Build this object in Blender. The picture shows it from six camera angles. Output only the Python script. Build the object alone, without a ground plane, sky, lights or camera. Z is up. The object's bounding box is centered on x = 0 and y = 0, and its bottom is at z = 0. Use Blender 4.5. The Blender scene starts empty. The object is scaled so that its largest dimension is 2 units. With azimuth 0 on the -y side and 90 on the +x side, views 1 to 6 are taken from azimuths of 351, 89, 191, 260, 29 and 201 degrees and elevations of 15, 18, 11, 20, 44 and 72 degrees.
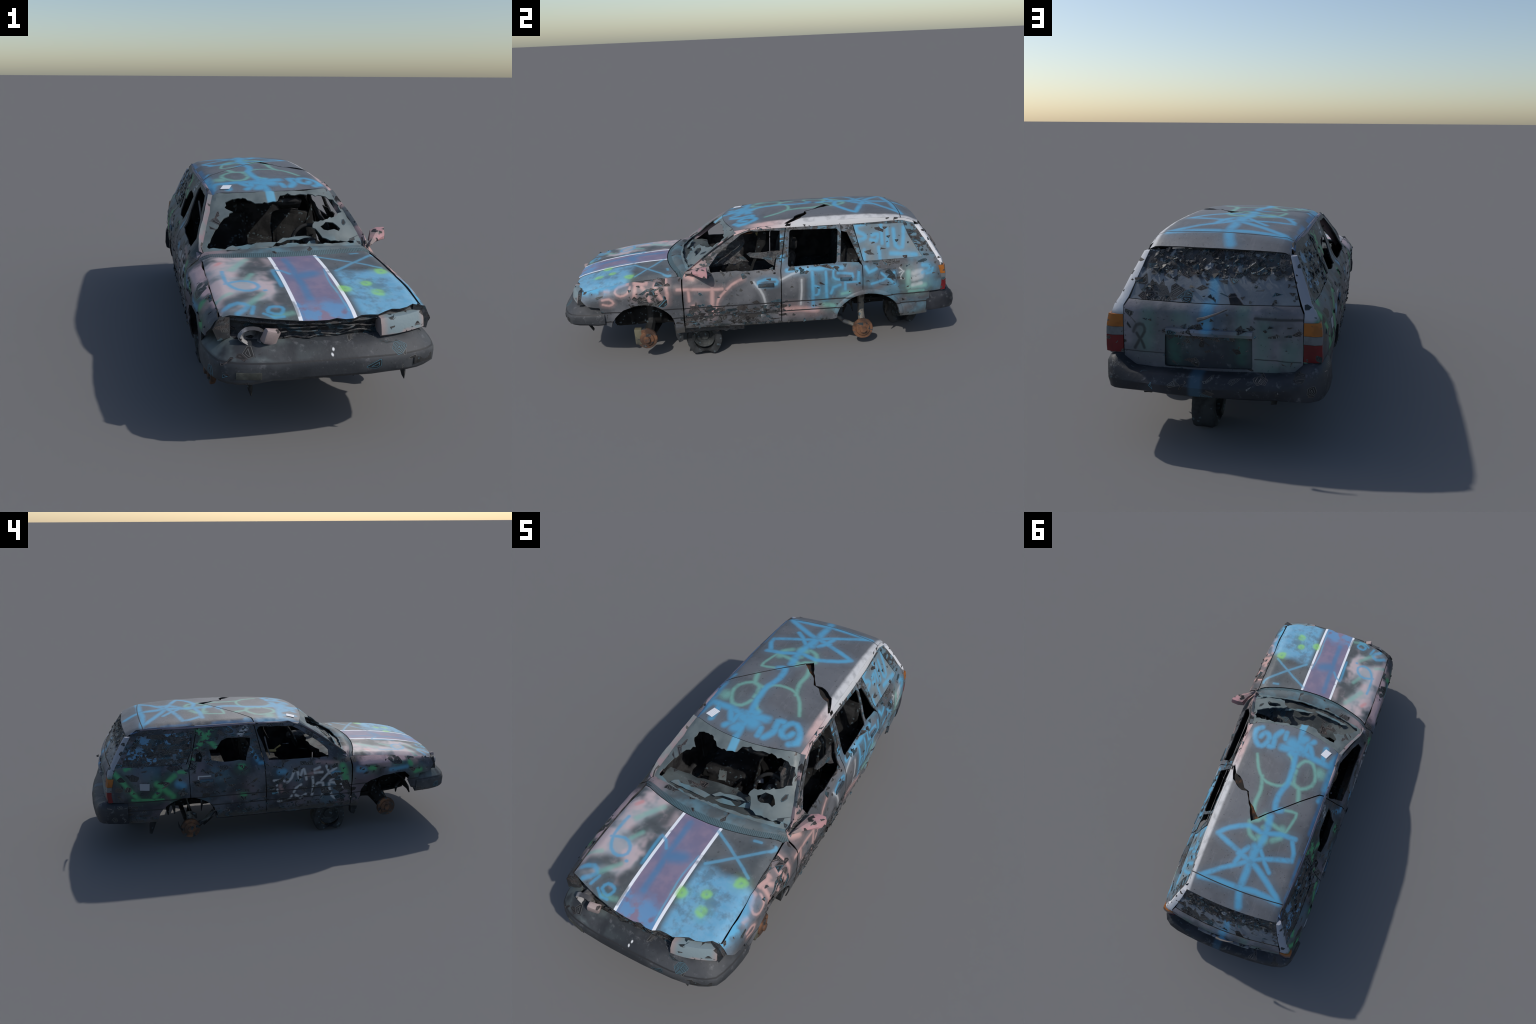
import bpy, bmesh, math, random
import numpy as np
from mathutils import Vector, Matrix, noise
from mathutils.geometry import delaunay_2d_cdt

# ---------------------------------------------------------------------------
# Burnt, graffiti-covered station wagon standing on three old wheels.
# Built in the car's own frame (X to the car's left, Y to its rear, Z up);
# the parent Empty turns the whole car a little about the vertical.
# ---------------------------------------------------------------------------
YAW, OFF_X, OFF_Y = math.radians(2.15), -0.016, 0.0


def hermite(x, xs, ys):
    """smooth interpolation through control points"""
    xs = list(xs)
    if x <= xs[0]:
        return ys[0]
    if x >= xs[-1]:
        return ys[-1]
    i = max(k for k in range(len(xs) - 1) if xs[k] <= x)
    h = xs[i + 1] - xs[i]
    t = (x - xs[i]) / h

    def slope(k):
        if k == 0:
            return (ys[1] - ys[0]) / (xs[1] - xs[0])
        if k == len(xs) - 1:
            return (ys[-1] - ys[-2]) / (xs[-1] - xs[-2])
        a = (ys[k] - ys[k - 1]) / (xs[k] - xs[k - 1])
        b = (ys[k + 1] - ys[k]) / (xs[k + 1] - xs[k])
        return 0.0 if a * b <= 0 else 2 * a * b / (a + b)
    m0, m1 = slope(i) * h, slope(i + 1) * h
    return ((2 * t ** 3 - 3 * t ** 2 + 1) * ys[i] + (t ** 3 - 2 * t ** 2 + t) * m0
            + (-2 * t ** 3 + 3 * t ** 2) * ys[i + 1] + (t ** 3 - t ** 2) * m1)


def step(a, b, x):
    t = min(1.0, max(0.0, (x - a) / (b - a)))
    return t * t * (3 - 2 * t)


# ------------------------------------------------------------ body surfaces
ROOF_Y = (-.18, -.10, 0, .15, .36, .55, .68, .722, .80, .83)
ROOF_Z = (.634, .650, .663, .674, .680, .677, .667, .659, .628, .612)


def roof_z(x, y):
    a = abs(x) / .25
    sunk = .012 * min(1.0, max(0.0, -x / .2)) * (.5 + .5 * step(0, .4, y) - .45 * step(.5, .75, y))  # the right edge has sagged
    return hermite(y, ROOF_Y, ROOF_Z) - .013 * a * a - .022 * max(0, (a - .82) / .18) ** 2 - sunk


def roof_front(x):
    return -.174 + .9 * x * x


def roof_edge(y):
    return hermite(y, (-.13, 0, .3, .6, .75, .81), (.237, .241, .244, .240, .232, .227))


HOOD_Y = (-.95, -.93, -.90, -.85, -.75, -.65, -.56, -.48, -.40)
HOOD_Z = (.370, .381, .394, .407, .425, .438, .446, .450, .452)


def hood_z(x, y):
    return hermite(y, HOOD_Y, HOOD_Z) - .08 * x * x - .03 * max(0, (abs(x) - .28) / .05) ** 2


def hood_front(x):
    return -.935 + .65 * x * x


def hood_rear(x):
    return -.478 + .7 * x * x


def half_width(y):
    return hermite(y, (-.95, -.90, -.80, -.60, -.30, 0, .4, .7, .83, .89, .92),
                   (.332, .347, .362, .370, .372, .372, .371, .367, .360, .350, .338))


def shoulder(y):
    """height at which the body side rolls over to hood or window"""
    return hood_z(.313, min(y, -.40)) + .0015 + max(0, y + .40) * .06


SIDE_Z = (.13, .16, .20, .26, .30, .36, .41, .44, .455, .47, .54, .60, .635, .66)
SIDE_IN = (.028, .015, .007, .002, 0, .002, .012, .026, .039, .049, .077, .104, .122, .139)


def side_x(y, z):
    """half width of the body at station y and height z"""
    inset = hermite(z, SIDE_Z, SIDE_IN)
    if y < -.30:
        top = shoulder(y)
        roll = max(0.0, (z - (top - .055)) / .055)
        low = hermite(min(z, .36), SIDE_Z, SIDE_IN)
        turn = half_width(y) - low - .3185
        front = turn * min(roll, 1.2) ** 2
        k = step(-.30, -.40, y)
        inset = inset * (1 - k) + (low + front) * k
    x = half_width(y) - inset
    if z > .46:
        x -= .012 * step(.45, .80, y) * step(.46, .62, z)
        x -= .006 * step(0, -.2, y) * step(.46, .62, z)
    # rub strip and sill grooves
    x -= .004 * math.exp(-((z - .285) / .004) ** 2) + .004 * math.exp(-((z - .236) / .004) ** 2)
    return x


REAR_Z = (.22, .26, .30, .36, .41, .44, .465, .50, .56, .61, .635)
REAR_Y = (.928, .937, .940, .939, .936, .931, .910, .889, .847, .808, .788)


def rear_y(x, z):
    c = .32 * x * x + .9 * max(0, abs(x) - .29) ** 2 * 8
    if z > .44:
        c = c * (1 - .45 * step(.44, .62, z))
    return hermite(z, REAR_Z, REAR_Y) - c


def glass_x(s, t):
    return s * (.318 * (1 - t) + .240 * t)


def windshield(s, t):
    x = glass_x(s, t)
    xb, xt = s * .318, s * .240
    b = Vector((xb, -.405 + .5 * xb * xb, .464 - .16 * xb * xb))
    tp = Vector((xt, roof_front(xt), roof_z(xt, roof_front(xt)) - .002))
    p = b.lerp(tp, t)
    bulge = .003 * 4 * t * (1 - t)
    return Vector((p.x, p.y - bulge * .6, p.z + bulge * .75))

# spray-can strokes: (radius, points along the stroke) in metres on each surface
SPRAY = {
    ("roof", "blue"): [
        (0.0114, [(0.185, 0.492), (0.142, 0.451), (0.051, 0.407), (-0.012, 0.421), (-0.104, 0.397), (-0.181, 0.393)]),
        (0.0114, [(0.185, 0.492), (0.114, 0.524), (0.04, 0.548)]),
        (0.0134, [(0.052, 0.553), (-0.004, 0.568), (-0.055, 0.591), (-0.121, 0.636), (-0.181, 0.683), (-0.212, 0.711)]),
        (0.0114, [(0.195, 0.718), (0.107, 0.65), (0.033, 0.602), (-0.058, 0.544), (-0.198, 0.499)]),
        (0.01, [(-0.171, 0.405), (-0.198, 0.459), (-0.202, 0.5)]),
        (0.0121, [(0.054, 0.603), (0.036, 0.54), (0.018, 0.512)]),
        (0.0134, [(0.195, 0.718), (0.099, 0.709), (-0.002, 0.711), (-0.089, 0.699), (-0.205, 0.711)]),
        (0.0094, [(-0.043, 0.503), (-0.085, 0.559), (-0.119, 0.592)]),
        (0.0161, [(-0.027, 0.327), (-0.037, 0.412), (-0.03, 0.487), (-0.014, 0.557), (-0.015, 0.627), (-0.014, 0.716), (-0.034, 0.789)]),
        (0.0134, [(-0.025, -0.17), (-0.03, -0.068), (-0.048, 0.064), (-0.047, 0.144), (-0.028, 0.213), (-0.037, 0.285), (-0.068, 0.281)]),
        (0.01, [(0.179, -0.114), (0.205, -0.091), (0.194, -0.043), (0.162, -0.009), (0.134, -0.023), (0.124, -0.069), (0.152, -0.093), (0.171, -0.06)]),
        (0.0107, [(0.111, -0.023), (0.091, -0.03), (0.101, -0.077), (0.089, -0.108), (0.077, -0.126)]),
        (0.0094, [(0.051, -0.127), (0.045, -0.09)]),
        (0.0161, [(0.042, -0.04), (-0.007, -0.051), (-0.033, -0.104), (-0.054, -0.129)]),
        (0.0107, [(-0.07, -0.042), (-0.078, -0.104), (-0.099, -0.131)]),
        (0.0107, [(-0.084, -0.107), (-0.117, -0.045)]),
        (0.0121, [(-0.024, -0.024), (-0.067, -0.049), (-0.123, -0.039), (-0.216, -0.028)]),
        (0.0094, [(-0.176, -0.036), (-0.171, -0.118)]),
        (0.0121, [(-0.216, -0.028), (-0.241, -0.092)]),
        (0.0255, [(0.004, -0.08), (-0.046, -0.066)]),
        (0.0201, [(-0.013, 0.5), (-0.02, 0.555)]),
        (0.0174, [(-0.24, -0.083), (-0.246, 0.099)]),
        (0.0134, [(-0.227, 0.165), (-0.242, 0.133)]),
    ],
    ("roof", "mint"): [
        (0.0067, [(0.151, 0.041), (0.117, 0.11), (0.076, 0.158), (0.024, 0.17), (-0.03, 0.158), (-0.052, 0.095), (-0.039, 0.019), (-0.004, -0.016)]),
        (0.008, [(-0.066, 0.033), (-0.089, -0.008), (-0.133, -0.01), (-0.168, 0.049), (-0.166, 0.105), (-0.12, 0.143), (-0.077, 0.124), (-0.067, 0.057)]),
        (0.0094, [(-0.064, 0.129), (-0.112, 0.142), (-0.128, 0.205)]),
        (0.0228, [(-0.183, 0.027), (-0.188, 0.032)]),
        (0.0087, [(0.085, 0.146), (0.065, 0.217), (0.068, 0.287), (0.059, 0.329)]),
        (0.0094, [(-0.006, 0.327), (0.023, 0.367), (0.058, 0.388), (0.036, 0.446), (0.001, 0.462)]),
        (0.0094, [(0.002, 0.345), (-0.048, 0.363), (-0.119, 0.381)]),
        (0.0174, [(-0.105, 0.371), (-0.11, 0.377)]),
        (0.0107, [(-0.016, 0.394), (-0.019, 0.396)]),
        (0.006, [(-0.087, 0.274), (-0.143, 0.268), (-0.14, 0.321), (-0.125, 0.378)]),
        (0.0121, [(-0.077, 0.44), (-0.11, 0.413)]),
        (0.0174, [(-0.015, 0.449), (-0.039, 0.454)]),
    ],
    ("hood", "blue"): [
        (0.007, [(-0.268, -0.584), (-0.27, -0.643), (-0.264, -0.694), (-0.239, -0.735), (-0.197, -0.751), (-0.17, -0.729), (-0.181, -0.696), (-0.221, -0.675), (-0.272, -0.691)]),
        (0.007, [(-0.1, -0.611), (-0.099, -0.657), (-0.097, -0.739)]),
        (0.0062, [(-0.099, -0.603), (-0.072, -0.617), (-0.051, -0.647)]),
        (0.0066, [(-0.156, -0.757), (-0.153, -0.757)]),
        (0.0097, [(-0.294, -0.844), (-0.254, -0.823), (-0.225, -0.846), (-0.261, -0.879)]),
        (0.007, [(-0.22, -0.884), (-0.209, -0.85)]),
        (0.0062, [(-0.134, -0.863), (-0.162, -0.861), (-0.171, -0.885), (-0.138, -0.898), (-0.124, -0.875), (-0.134, -0.863)]),
        (0.0053, [(-0.185, -0.891), (-0.158, -0.911), (-0.13, -0.91)]),
    ],
    ("hood", "lightblue"): [
        (0.0062, [(0.081, -0.491), (0.196, -0.56), (0.279, -0.618)]),
        (0.0066, [(0.113, -0.639), (0.199, -0.565), (0.296, -0.475), (0.304, -0.446)]),
        (0.0062, [(0.222, -0.463), (0.249, -0.459)]),
        (0.004, [(0.074, -0.624), (0.064, -0.717), (0.067, -0.809), (0.073, -0.903)]),
    ],
    ("hood", "haze"): [
        (0.0132, [(-0.034, -0.507), (-0.033, -0.584), (-0.031, -0.67), (-0.03, -0.75), (-0.03, -0.827)]),
        (0.0264, [(-0.023, -0.672), (0.025, -0.655)]),
    ],
    ("hood", "lime"): [
        (0.0106, [(0.256, -0.664), (0.26, -0.637), (0.281, -0.641), (0.275, -0.659), (0.256, -0.664)]),
        (0.0106, [(0.091, -0.786), (0.092, -0.765), (0.11, -0.771), (0.106, -0.787), (0.091, -0.786)]),
        (0.0088, [(0.172, -0.751), (0.176, -0.734), (0.192, -0.738), (0.187, -0.752), (0.172, -0.751)]),
        (0.0106, [(0.189, -0.813), (0.192, -0.797), (0.208, -0.8), (0.205, -0.818), (0.189, -0.813)]),
    ],
    ("hood", "soot"): [
        (0.0264, [(-0.198, -0.63), (-0.179, -0.586), (-0.154, -0.53)]),
        (0.0264, [(-0.274, -0.813), (-0.226, -0.786), (-0.191, -0.776)]),
        (0.022, [(-0.122, -0.829), (-0.113, -0.801)]),
        (0.0264, [(-0.139, -0.478), (-0.13, -0.548)]),
    ],
    ("hood", "mint"): [
        (0.0132, [(-0.235, -0.577), (-0.198, -0.522), (-0.172, -0.486)]),
        (0.0106, [(-0.219, -0.837), (-0.186, -0.799), (-0.166, -0.777)]),
        (0.0088, [(-0.313, -0.783), (-0.265, -0.76)]),
        (0.0106, [(-0.198, -0.664), (-0.175, -0.626)]),
        (0.0097, [(-0.156, -0.905), (-0.102, -0.898)]),
    ],
    ("hood", "red"): [
        (0.0097, [(-0.277, -0.518), (-0.264, -0.5)]),
    ],
    ("left", "pink"): [
        (0.0053, [(-0.776, 0.352), (-0.741, 0.355), (-0.722, 0.336), (-0.744, 0.324), (-0.774, 0.33)]),
        (0.0049, [(-0.648, 0.414), (-0.696, 0.405), (-0.713, 0.384), (-0.688, 0.367), (-0.653, 0.378), (-0.639, 0.404)]),
        (0.0082, [(-0.618, 0.417), (-0.583, 0.413), (-0.562, 0.416)]),
        (0.0082, [(-0.583, 0.403), (-0.559, 0.382), (-0.55, 0.34)]),
        (0.0098, [(-0.519, 0.405), (-0.509, 0.37), (-0.478, 0.327)]),
        (0.0082, [(-0.469, 0.434), (-0.462, 0.367), (-0.47, 0.322)]),
        (0.009, [(-0.613, 0.407), (-0.621, 0.358)]),
        (0.0074, [(-0.761, 0.39), (-0.743, 0.391)]),
        (0.0074, [(-0.413, 0.383), (-0.356, 0.381), (-0.254, 0.374), (-0.197, 0.373)]),
        (0.0066, [(-0.36, 0.379), (-0.36, 0.323)]),
        (0.0097, [(-0.246, 0.376), (-0.248, 0.315), (-0.255, 0.237)]),
        (0.0059, [(-0.095, 0.415), (-0.151, 0.39), (-0.194, 0.351), (-0.217, 0.322), (-0.228, 0.278), (-0.201, 0.238)]),
        (0.014, [(0.109, 0.244), (0.176, 0.243), (0.261, 0.232)]),
        (0.0101, [(-0.373, 0.437), (-0.337, 0.429)]),
        (0.0117, [(-0.342, 0.291), (-0.335, 0.281)]),
    ],
    ("left", "white"): [
        (0.0059, [(-0.043, 0.395), (-0.012, 0.352), (0.006, 0.306), (0.009, 0.265), (-0.014, 0.225)]),
        (0.0051, [(0.191, 0.393), (0.189, 0.329), (0.183, 0.266)]),
        (0.0055, [(0.09, 0.399), (0.141, 0.42), (0.226, 0.441)]),
        (0.0148, [(0.747, 0.386), (0.784, 0.392), (0.785, 0.37), (0.747, 0.36)]),
        (0.0107, [(0.742, 0.328), (0.783, 0.334)]),
        (0.0025, [(0.677, 0.417), (0.698, 0.399)]),
        (0.0025, [(0.675, 0.396), (0.698, 0.403), (0.675, 0.37), (0.697, 0.364)]),
    ],
    ("left", "blue"): [
        (0.0078, [(0.245, 0.425), (0.244, 0.252)]),
        (0.0055, [(0.25, 0.359), (0.275, 0.349), (0.27, 0.314), (0.249, 0.311)]),
        (0.0062, [(0.312, 0.425), (0.311, 0.364)]),
        (0.0066, [(0.311, 0.355), (0.312, 0.288)]),
        (0.0062, [(0.38, 0.355), (0.346, 0.344), (0.333, 0.314)]),
        (0.0062, [(0.406, 0.379), (0.405, 0.331)]),
        (0.0055, [(0.351, 0.433), (0.348, 0.395), (0.376, 0.381), (0.431, 0.377), (0.441, 0.405), (0.37, 0.413)]),
        (0.0047, [(0.414, 0.365), (0.473, 0.366)]),
        (0.0059, [(-0.022, 0.394), (0.015, 0.404), (0.065, 0.401), (0.068, 0.38), (0.014, 0.375), (-0.023, 0.386)]),
        (0.0086, [(0.122, 0.439), (0.267, 0.438), (0.393, 0.435)]),
        (0.0078, [(0.475, 0.411), (0.469, 0.366)]),
        (0.0057, [(0.586, 0.398), (0.652, 0.34)]),
        (0.0057, [(0.649, 0.398), (0.59, 0.363), (0.536, 0.348)]),
        (0.0062, [(0.811, 0.381), (0.838, 0.387), (0.844, 0.404)]),
        (0.0066, [(0.509, 0.432), (0.524, 0.406), (0.561, 0.42)]),
        (0.0148, [(-0.878, 0.391), (-0.811, 0.403), (-0.741, 0.413)]),
        (0.0107, [(-0.739, 0.401), (-0.67, 0.42)]),
        (0.0088, [(0.521, 0.624), (0.481, 0.616), (0.484, 0.59), (0.511, 0.578), (0.521, 0.562), (0.486, 0.549)]),
        (0.0078, [(0.548, 0.55), (0.576, 0.543), (0.585, 0.573), (0.556, 0.57)]),
        (0.0083, [(0.606, 0.618), (0.603, 0.531)]),
        (0.0083, [(0.633, 0.595), (0.631, 0.518)]),
        (0.0088, [(0.666, 0.588), (0.67, 0.516), (0.704, 0.508), (0.719, 0.594)]),
        (0.0083, [(0.511, 0.505), (0.507, 0.465)]),
        (0.0083, [(0.585, 0.511), (0.586, 0.465)]),
        (0.0094, [(0.644, 0.481), (0.707, 0.477), (0.768, 0.468)]),
        (0.0104, [(0.104, 0.586), (0.1, 0.489)]),
        (0.0083, [(0.795, 0.423), (0.829, 0.415), (0.822, 0.394), (0.793, 0.386)]),
    ],
    ("left", "mint"): [
        (0.0139, [(0.72, 0.393), (0.72, 0.32), (0.802, 0.323)]),
        (0.009, [(0.725, 0.296), (0.794, 0.294)]),
        (0.0082, [(0.389, 0.308), (0.425, 0.315)]),
        (0.0123, [(0.3, 0.257), (0.345, 0.249)]),
    ],
    ("left", "line"): [
        (0.0016, [(0.578, 0.411), (0.654, 0.41), (0.657, 0.344), (0.576, 0.345), (0.578, 0.411)]),
    ],
    ("right", "green"): [
        (0.0118, [(0.869, 0.44), (0.827, 0.392), (0.786, 0.337), (0.757, 0.302)]),
        (0.0126, [(0.568, 0.412), (0.617, 0.374), (0.675, 0.308)]),
        (0.0148, [(0.66, 0.377), (0.63, 0.354), (0.582, 0.304)]),
        (0.0118, [(0.361, 0.616), (0.397, 0.577), (0.445, 0.529)]),
        (0.0118, [(0.429, 0.616), (0.389, 0.577), (0.341, 0.533)]),
        (0.0067, [(0.788, 0.3), (0.633, 0.291)]),
        (0.0126, [(0.223, 0.431), (0.206, 0.43)]),
        (0.0104, [(0.22, 0.283), (0.204, 0.281)]),
        (0.0096, [(0.47, 0.478), (0.481, 0.448)]),
        (0.0081, [(0.546, 0.429), (0.511, 0.426)]),
        (0.0096, [(0.814, 0.455), (0.794, 0.463)]),
        (0.0175, [(-0.336, 0.394), (-0.348, 0.356), (-0.355, 0.321)]),
        (0.0124, [(-0.644, 0.392), (-0.676, 0.392)]),
        (0.0124, [(-0.764, 0.329), (-0.795, 0.334)]),
        (0.0124, [(-0.731, 0.38), (-0.738, 0.373)]),
        (0.0124, [(-0.495, 0.37), (-0.518, 0.368)]),
    ],
    ("right", "blue"): [
        (0.0185, [(0.551, 0.368), (0.528, 0.358)]),
        (0.0111, [(0.16, 0.509), (0.128, 0.456)]),
        (0.0089, [(0.272, 0.621), (0.253, 0.602)]),
        (0.0089, [(0.119, 0.442), (0.102, 0.441)]),
        (0.0125, [(-0.284, 0.362), (-0.313, 0.359)]),
        (0.0138, [(0.016, 0.389), (-0.012, 0.389)]),
        (0.0112, [(-0.614, 0.352), (-0.71, 0.361)]),
        (0.0155, [(-0.424, 0.369), (-0.461, 0.362)]),
    ],
    ("right", "pink"): [
        (0.014, [(-0.547, 0.388), (-0.604, 0.386)]),
        (0.0124, [(-0.747, 0.379), (-0.772, 0.379)]),
        (0.0124, [(-0.465, 0.423), (-0.513, 0.416)]),
        (0.01, [(-0.195, 0.425), (-0.309, 0.414)]),
        (0.01, [(0.011, 0.313), (0.002, 0.282)]),
        (0.01, [(-0.141, 0.36), (-0.198, 0.38)]),
        (0.01, [(-0.34, 0.282), (-0.375, 0.284)]),
    ],
    ("right", "white"): [
        (0.0065, [(-0.025, 0.33), (-0.05, 0.353), (-0.069, 0.398), (-0.085, 0.378), (-0.093, 0.344), (-0.114, 0.397), (-0.124, 0.375), (-0.132, 0.337)]),
        (0.0065, [(-0.207, 0.398), (-0.178, 0.387)]),
        (0.0065, [(-0.221, 0.37), (-0.178, 0.371)]),
        (0.006, [(-0.245, 0.4), (-0.261, 0.358), (-0.273, 0.334)]),
        (0.006, [(-0.299, 0.388), (-0.255, 0.364), (-0.216, 0.324)]),
        (0.006, [(0.047, 0.345), (0.0, 0.346), (-0.011, 0.337)]),
        (0.0055, [(0.034, 0.338), (0.031, 0.317)]),
        (0.0055, [(0.028, 0.294), (0.027, 0.273)]),
        (0.006, [(0.023, 0.224), (-0.008, 0.217), (-0.042, 0.232), (-0.052, 0.25)]),
        (0.006, [(-0.102, 0.311), (-0.074, 0.293), (-0.063, 0.27)]),
        (0.007, [(-0.075, 0.251), (-0.102, 0.234), (-0.129, 0.252)]),
        (0.0065, [(-0.167, 0.346), (-0.17, 0.314), (-0.169, 0.266), (-0.164, 0.242)]),
        (0.0065, [(-0.177, 0.289), (-0.196, 0.312), (-0.225, 0.309), (-0.227, 0.283)]),
        (0.006, [(-0.227, 0.254), (-0.217, 0.224)]),
        (0.0065, [(-0.259, 0.306), (-0.264, 0.269), (-0.278, 0.23), (-0.296, 0.213)]),
        (0.0065, [(-0.265, 0.317), (-0.29, 0.335), (-0.32, 0.321), (-0.329, 0.302), (-0.328, 0.272), (-0.297, 0.302), (-0.265, 0.308)]),
        (0.0111, [(0.21, 0.588), (0.175, 0.612)]),
        (0.003, [(0.448, 0.368), (0.446, 0.399), (0.383, 0.398)]),
    ],
    ("rear", "green"): [
        (0.0196, [(0.205, 0.419), (0.212, 0.325)]),
        (0.0168, [(-0.105, 0.441), (-0.102, 0.372)]),
        (0.0196, [(-0.166, 0.399), (-0.161, 0.27)]),
        (0.0252, [(-0.254, 0.323), (-0.25, 0.292)]),
        (0.0182, [(0.102, 0.417), (0.081, 0.413)]),
        (0.0182, [(-0.186, 0.265), (-0.196, 0.26)]),
        (0.0168, [(0.124, 0.348), (0.115, 0.286)]),
        (0.014, [(-0.102, 0.351), (-0.097, 0.289)]),
    ],
    ("rear", "blue"): [
        (0.0182, [(-0.033, 0.621), (-0.037, 0.598)]),
        (0.0168, [(-0.002, 0.526), (-0.005, 0.472)]),
        (0.0196, [(0.01, 0.454), (0.012, 0.392)]),
    ],
    ("rear", "line"): [
        (0.0049, [(0.256, 0.362), (0.244, 0.385), (0.222, 0.387), (0.216, 0.366), (0.234, 0.338), (0.252, 0.307)]),
        (0.0049, [(0.218, 0.311), (0.228, 0.334), (0.245, 0.358)]),
        (0.0042, [(-0.141, 0.425), (-0.301, 0.422)]),
        (0.0018, [(0.293, 0.297), (0.147, 0.299)]),
        (0.0018, [(-0.142, 0.296), (-0.284, 0.287)]),
    ],
    ("rear", "soot"): [
        (0.0182, [(0.188, 0.415), (0.189, 0.364)]),
        (0.021, [(0.233, 0.375), (0.234, 0.322)]),
        (0.0098, [(-0.181, 0.371), (-0.229, 0.367)]),
    ],
}

# ---------------------------------------------------------------- materials
class Nodes:
    """small helper to write node trees as expressions"""

    def __init__(self, tree):
        self.t, self.links = tree, tree.links

    def node(self, kind, **props):
        n = self.t.nodes.new(kind)
        for k, v in props.items():
            setattr(n, k, v)
        return n

    def put(self, socket, value):
        if isinstance(value, bpy.types.NodeSocket):
            self.links.new(value, socket)
        elif value is not None:
            if isinstance(value, (tuple, list)) and len(value) == 3 and socket.type == "RGBA":
                value = (*value, 1)
            socket.default_value = value

    def math(self, op, a, b=None, c=None, clamp=False):
        n = self.node("ShaderNodeMath", operation=op, use_clamp=clamp)
        for s, v in zip(n.inputs, (a, b, c)):
            self.put(s, v)
        return n.outputs[0]

    def vec(self, op, a, b=None, scale=None):
        n = self.node("ShaderNodeVectorMath", operation=op)
        self.put(n.inputs[0], a)
        if b is not None:
            self.put(n.inputs[1], b)
        if scale is not None:
            self.put(n.inputs["Scale"], scale)
        return n.outputs["Value"] if op in ("DOT_PRODUCT", "LENGTH", "DISTANCE") else n.outputs["Vector"]

    def object_coords(self):
        return self.node("ShaderNodeTexCoord").outputs["Object"]

    def noise(self, p, scale, detail=3, rough=.55, out="Fac"):
        n = self.node("ShaderNodeTexNoise")
        self.put(n.inputs["Vector"], p)
        n.inputs["Scale"].default_value, n.inputs["Detail"].default_value, n.inputs["Roughness"].default_value = scale, detail, rough
        return n.outputs[out]

    def voronoi(self, p, scale, feature="F1", out="Color", dims="3D"):
        n = self.node("ShaderNodeTexVoronoi", feature=feature, voronoi_dimensions=dims)
        self.put(n.inputs["Vector"], p)
        n.inputs["Scale"].default_value = scale
        return n.outputs[out]

    def smooth(self, x, a, b, to0=0.0, to1=1.0):
        n = self.node("ShaderNodeMapRange", interpolation_type="SMOOTHSTEP")
        for s, v in zip(n.inputs, (x, a, b, to0, to1)):
            self.put(s, v)
        return n.outputs[0]

    def mix(self, f, a, b):
        n = self.node("ShaderNodeMix", data_type="RGBA")
        self.put(n.inputs[0], f)
        self.put(n.inputs[6], a)
        self.put(n.inputs[7], b)
        return n.outputs[2]

    def split(self, v):
        n = self.node("ShaderNodeSeparateXYZ")
        self.put(n.inputs[0], v)
        return n.outputs

    def join(self, x, y, z=0.0):
        n = self.node("ShaderNodeCombineXYZ")
        for s, v in zip(n.inputs, (x, y, z)):
            self.put(s, v)
        return n.outputs[0]

    def sprayed(self, p, strokes, soft=.55, wide=1.0, mist=0.0):
        """mask of spray-can strokes with soft edges and a faint mist of overspray round them"""
        best = None
        for r, line in strokes:
            line = curved(line)
            for a, b in zip(line, line[1:]):
                a, b = Vector((*a, 0)), Vector((*b, 0))
                d = b - a if (b - a).length > 1e-5 else Vector((1e-4, 0, 0))
                n = self.node("ShaderNodeGroup")
                n.node_tree = stroke_group()
                self.links.new(p, n.inputs[0])
                n.inputs[1].default_value, n.inputs[2].default_value = tuple(a), tuple(d)
                n.inputs[3].default_value = tuple(d / d.length_squared)
                n.inputs[4].default_value = 1 / (r * wide)
                n.inputs[5].default_value = 99.0
                if best is not None:
                    self.links.new(best, n.inputs[5])
                best = n.outputs[0]
        core = self.smooth(best, 1 + soft, 1 - soft)
        return self.math("MAXIMUM", core, self.smooth(best, 4.2, .8, 0.0, mist)) if mist else core

    def broken(self, p2, scale, share, mask=None, dark=(.009, .009, .010), stretch=(1, 1, 1)):
        """angular flakes of burnt, blistered paint: returns (mask, colour)"""
        q = self.vec("MULTIPLY", p2, stretch)
        cell = self.split(self.voronoi(q, scale, "F1", "Color"))
        other = self.vec("ADD", self.vec("MULTIPLY", q, (1.0, .55, 1.6)), (3.3, 1.7, 8.1))
        cell2 = self.split(self.voronoi(other, scale * .8, "F1", "Color"))
        edge = self.math("MINIMUM", self.voronoi(q, scale, "DISTANCE_TO_EDGE", "Distance"), self.voronoi(other, scale * .8, "DISTANCE_TO_EDGE", "Distance"))
        lim = share if mask is None else self.math("MULTIPLY", share, mask)
        m = self.math("LESS_THAN", self.math("MULTIPLY", self.math("ADD", cell[0], cell2[0]), .5), self.math("MULTIPLY", self.math("SQRT", lim), .62))
        ring = self.math("SINE", self.math("MULTIPLY", edge, self.math("MULTIPLY_ADD", cell[1], 40, 45)))
        line = self.smooth(ring, .62, .98)
        tint = self.mix(self.math("GREATER_THAN", cell2[1], .5), (.34, .27, .25), (.16, .42, .56))
        tint = self.mix(self.math("GREATER_THAN", cell2[2], .5), tint, (.20, .20, .20))
        base = self.mix(cell[2], dark, (.034, .033, .032))
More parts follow.
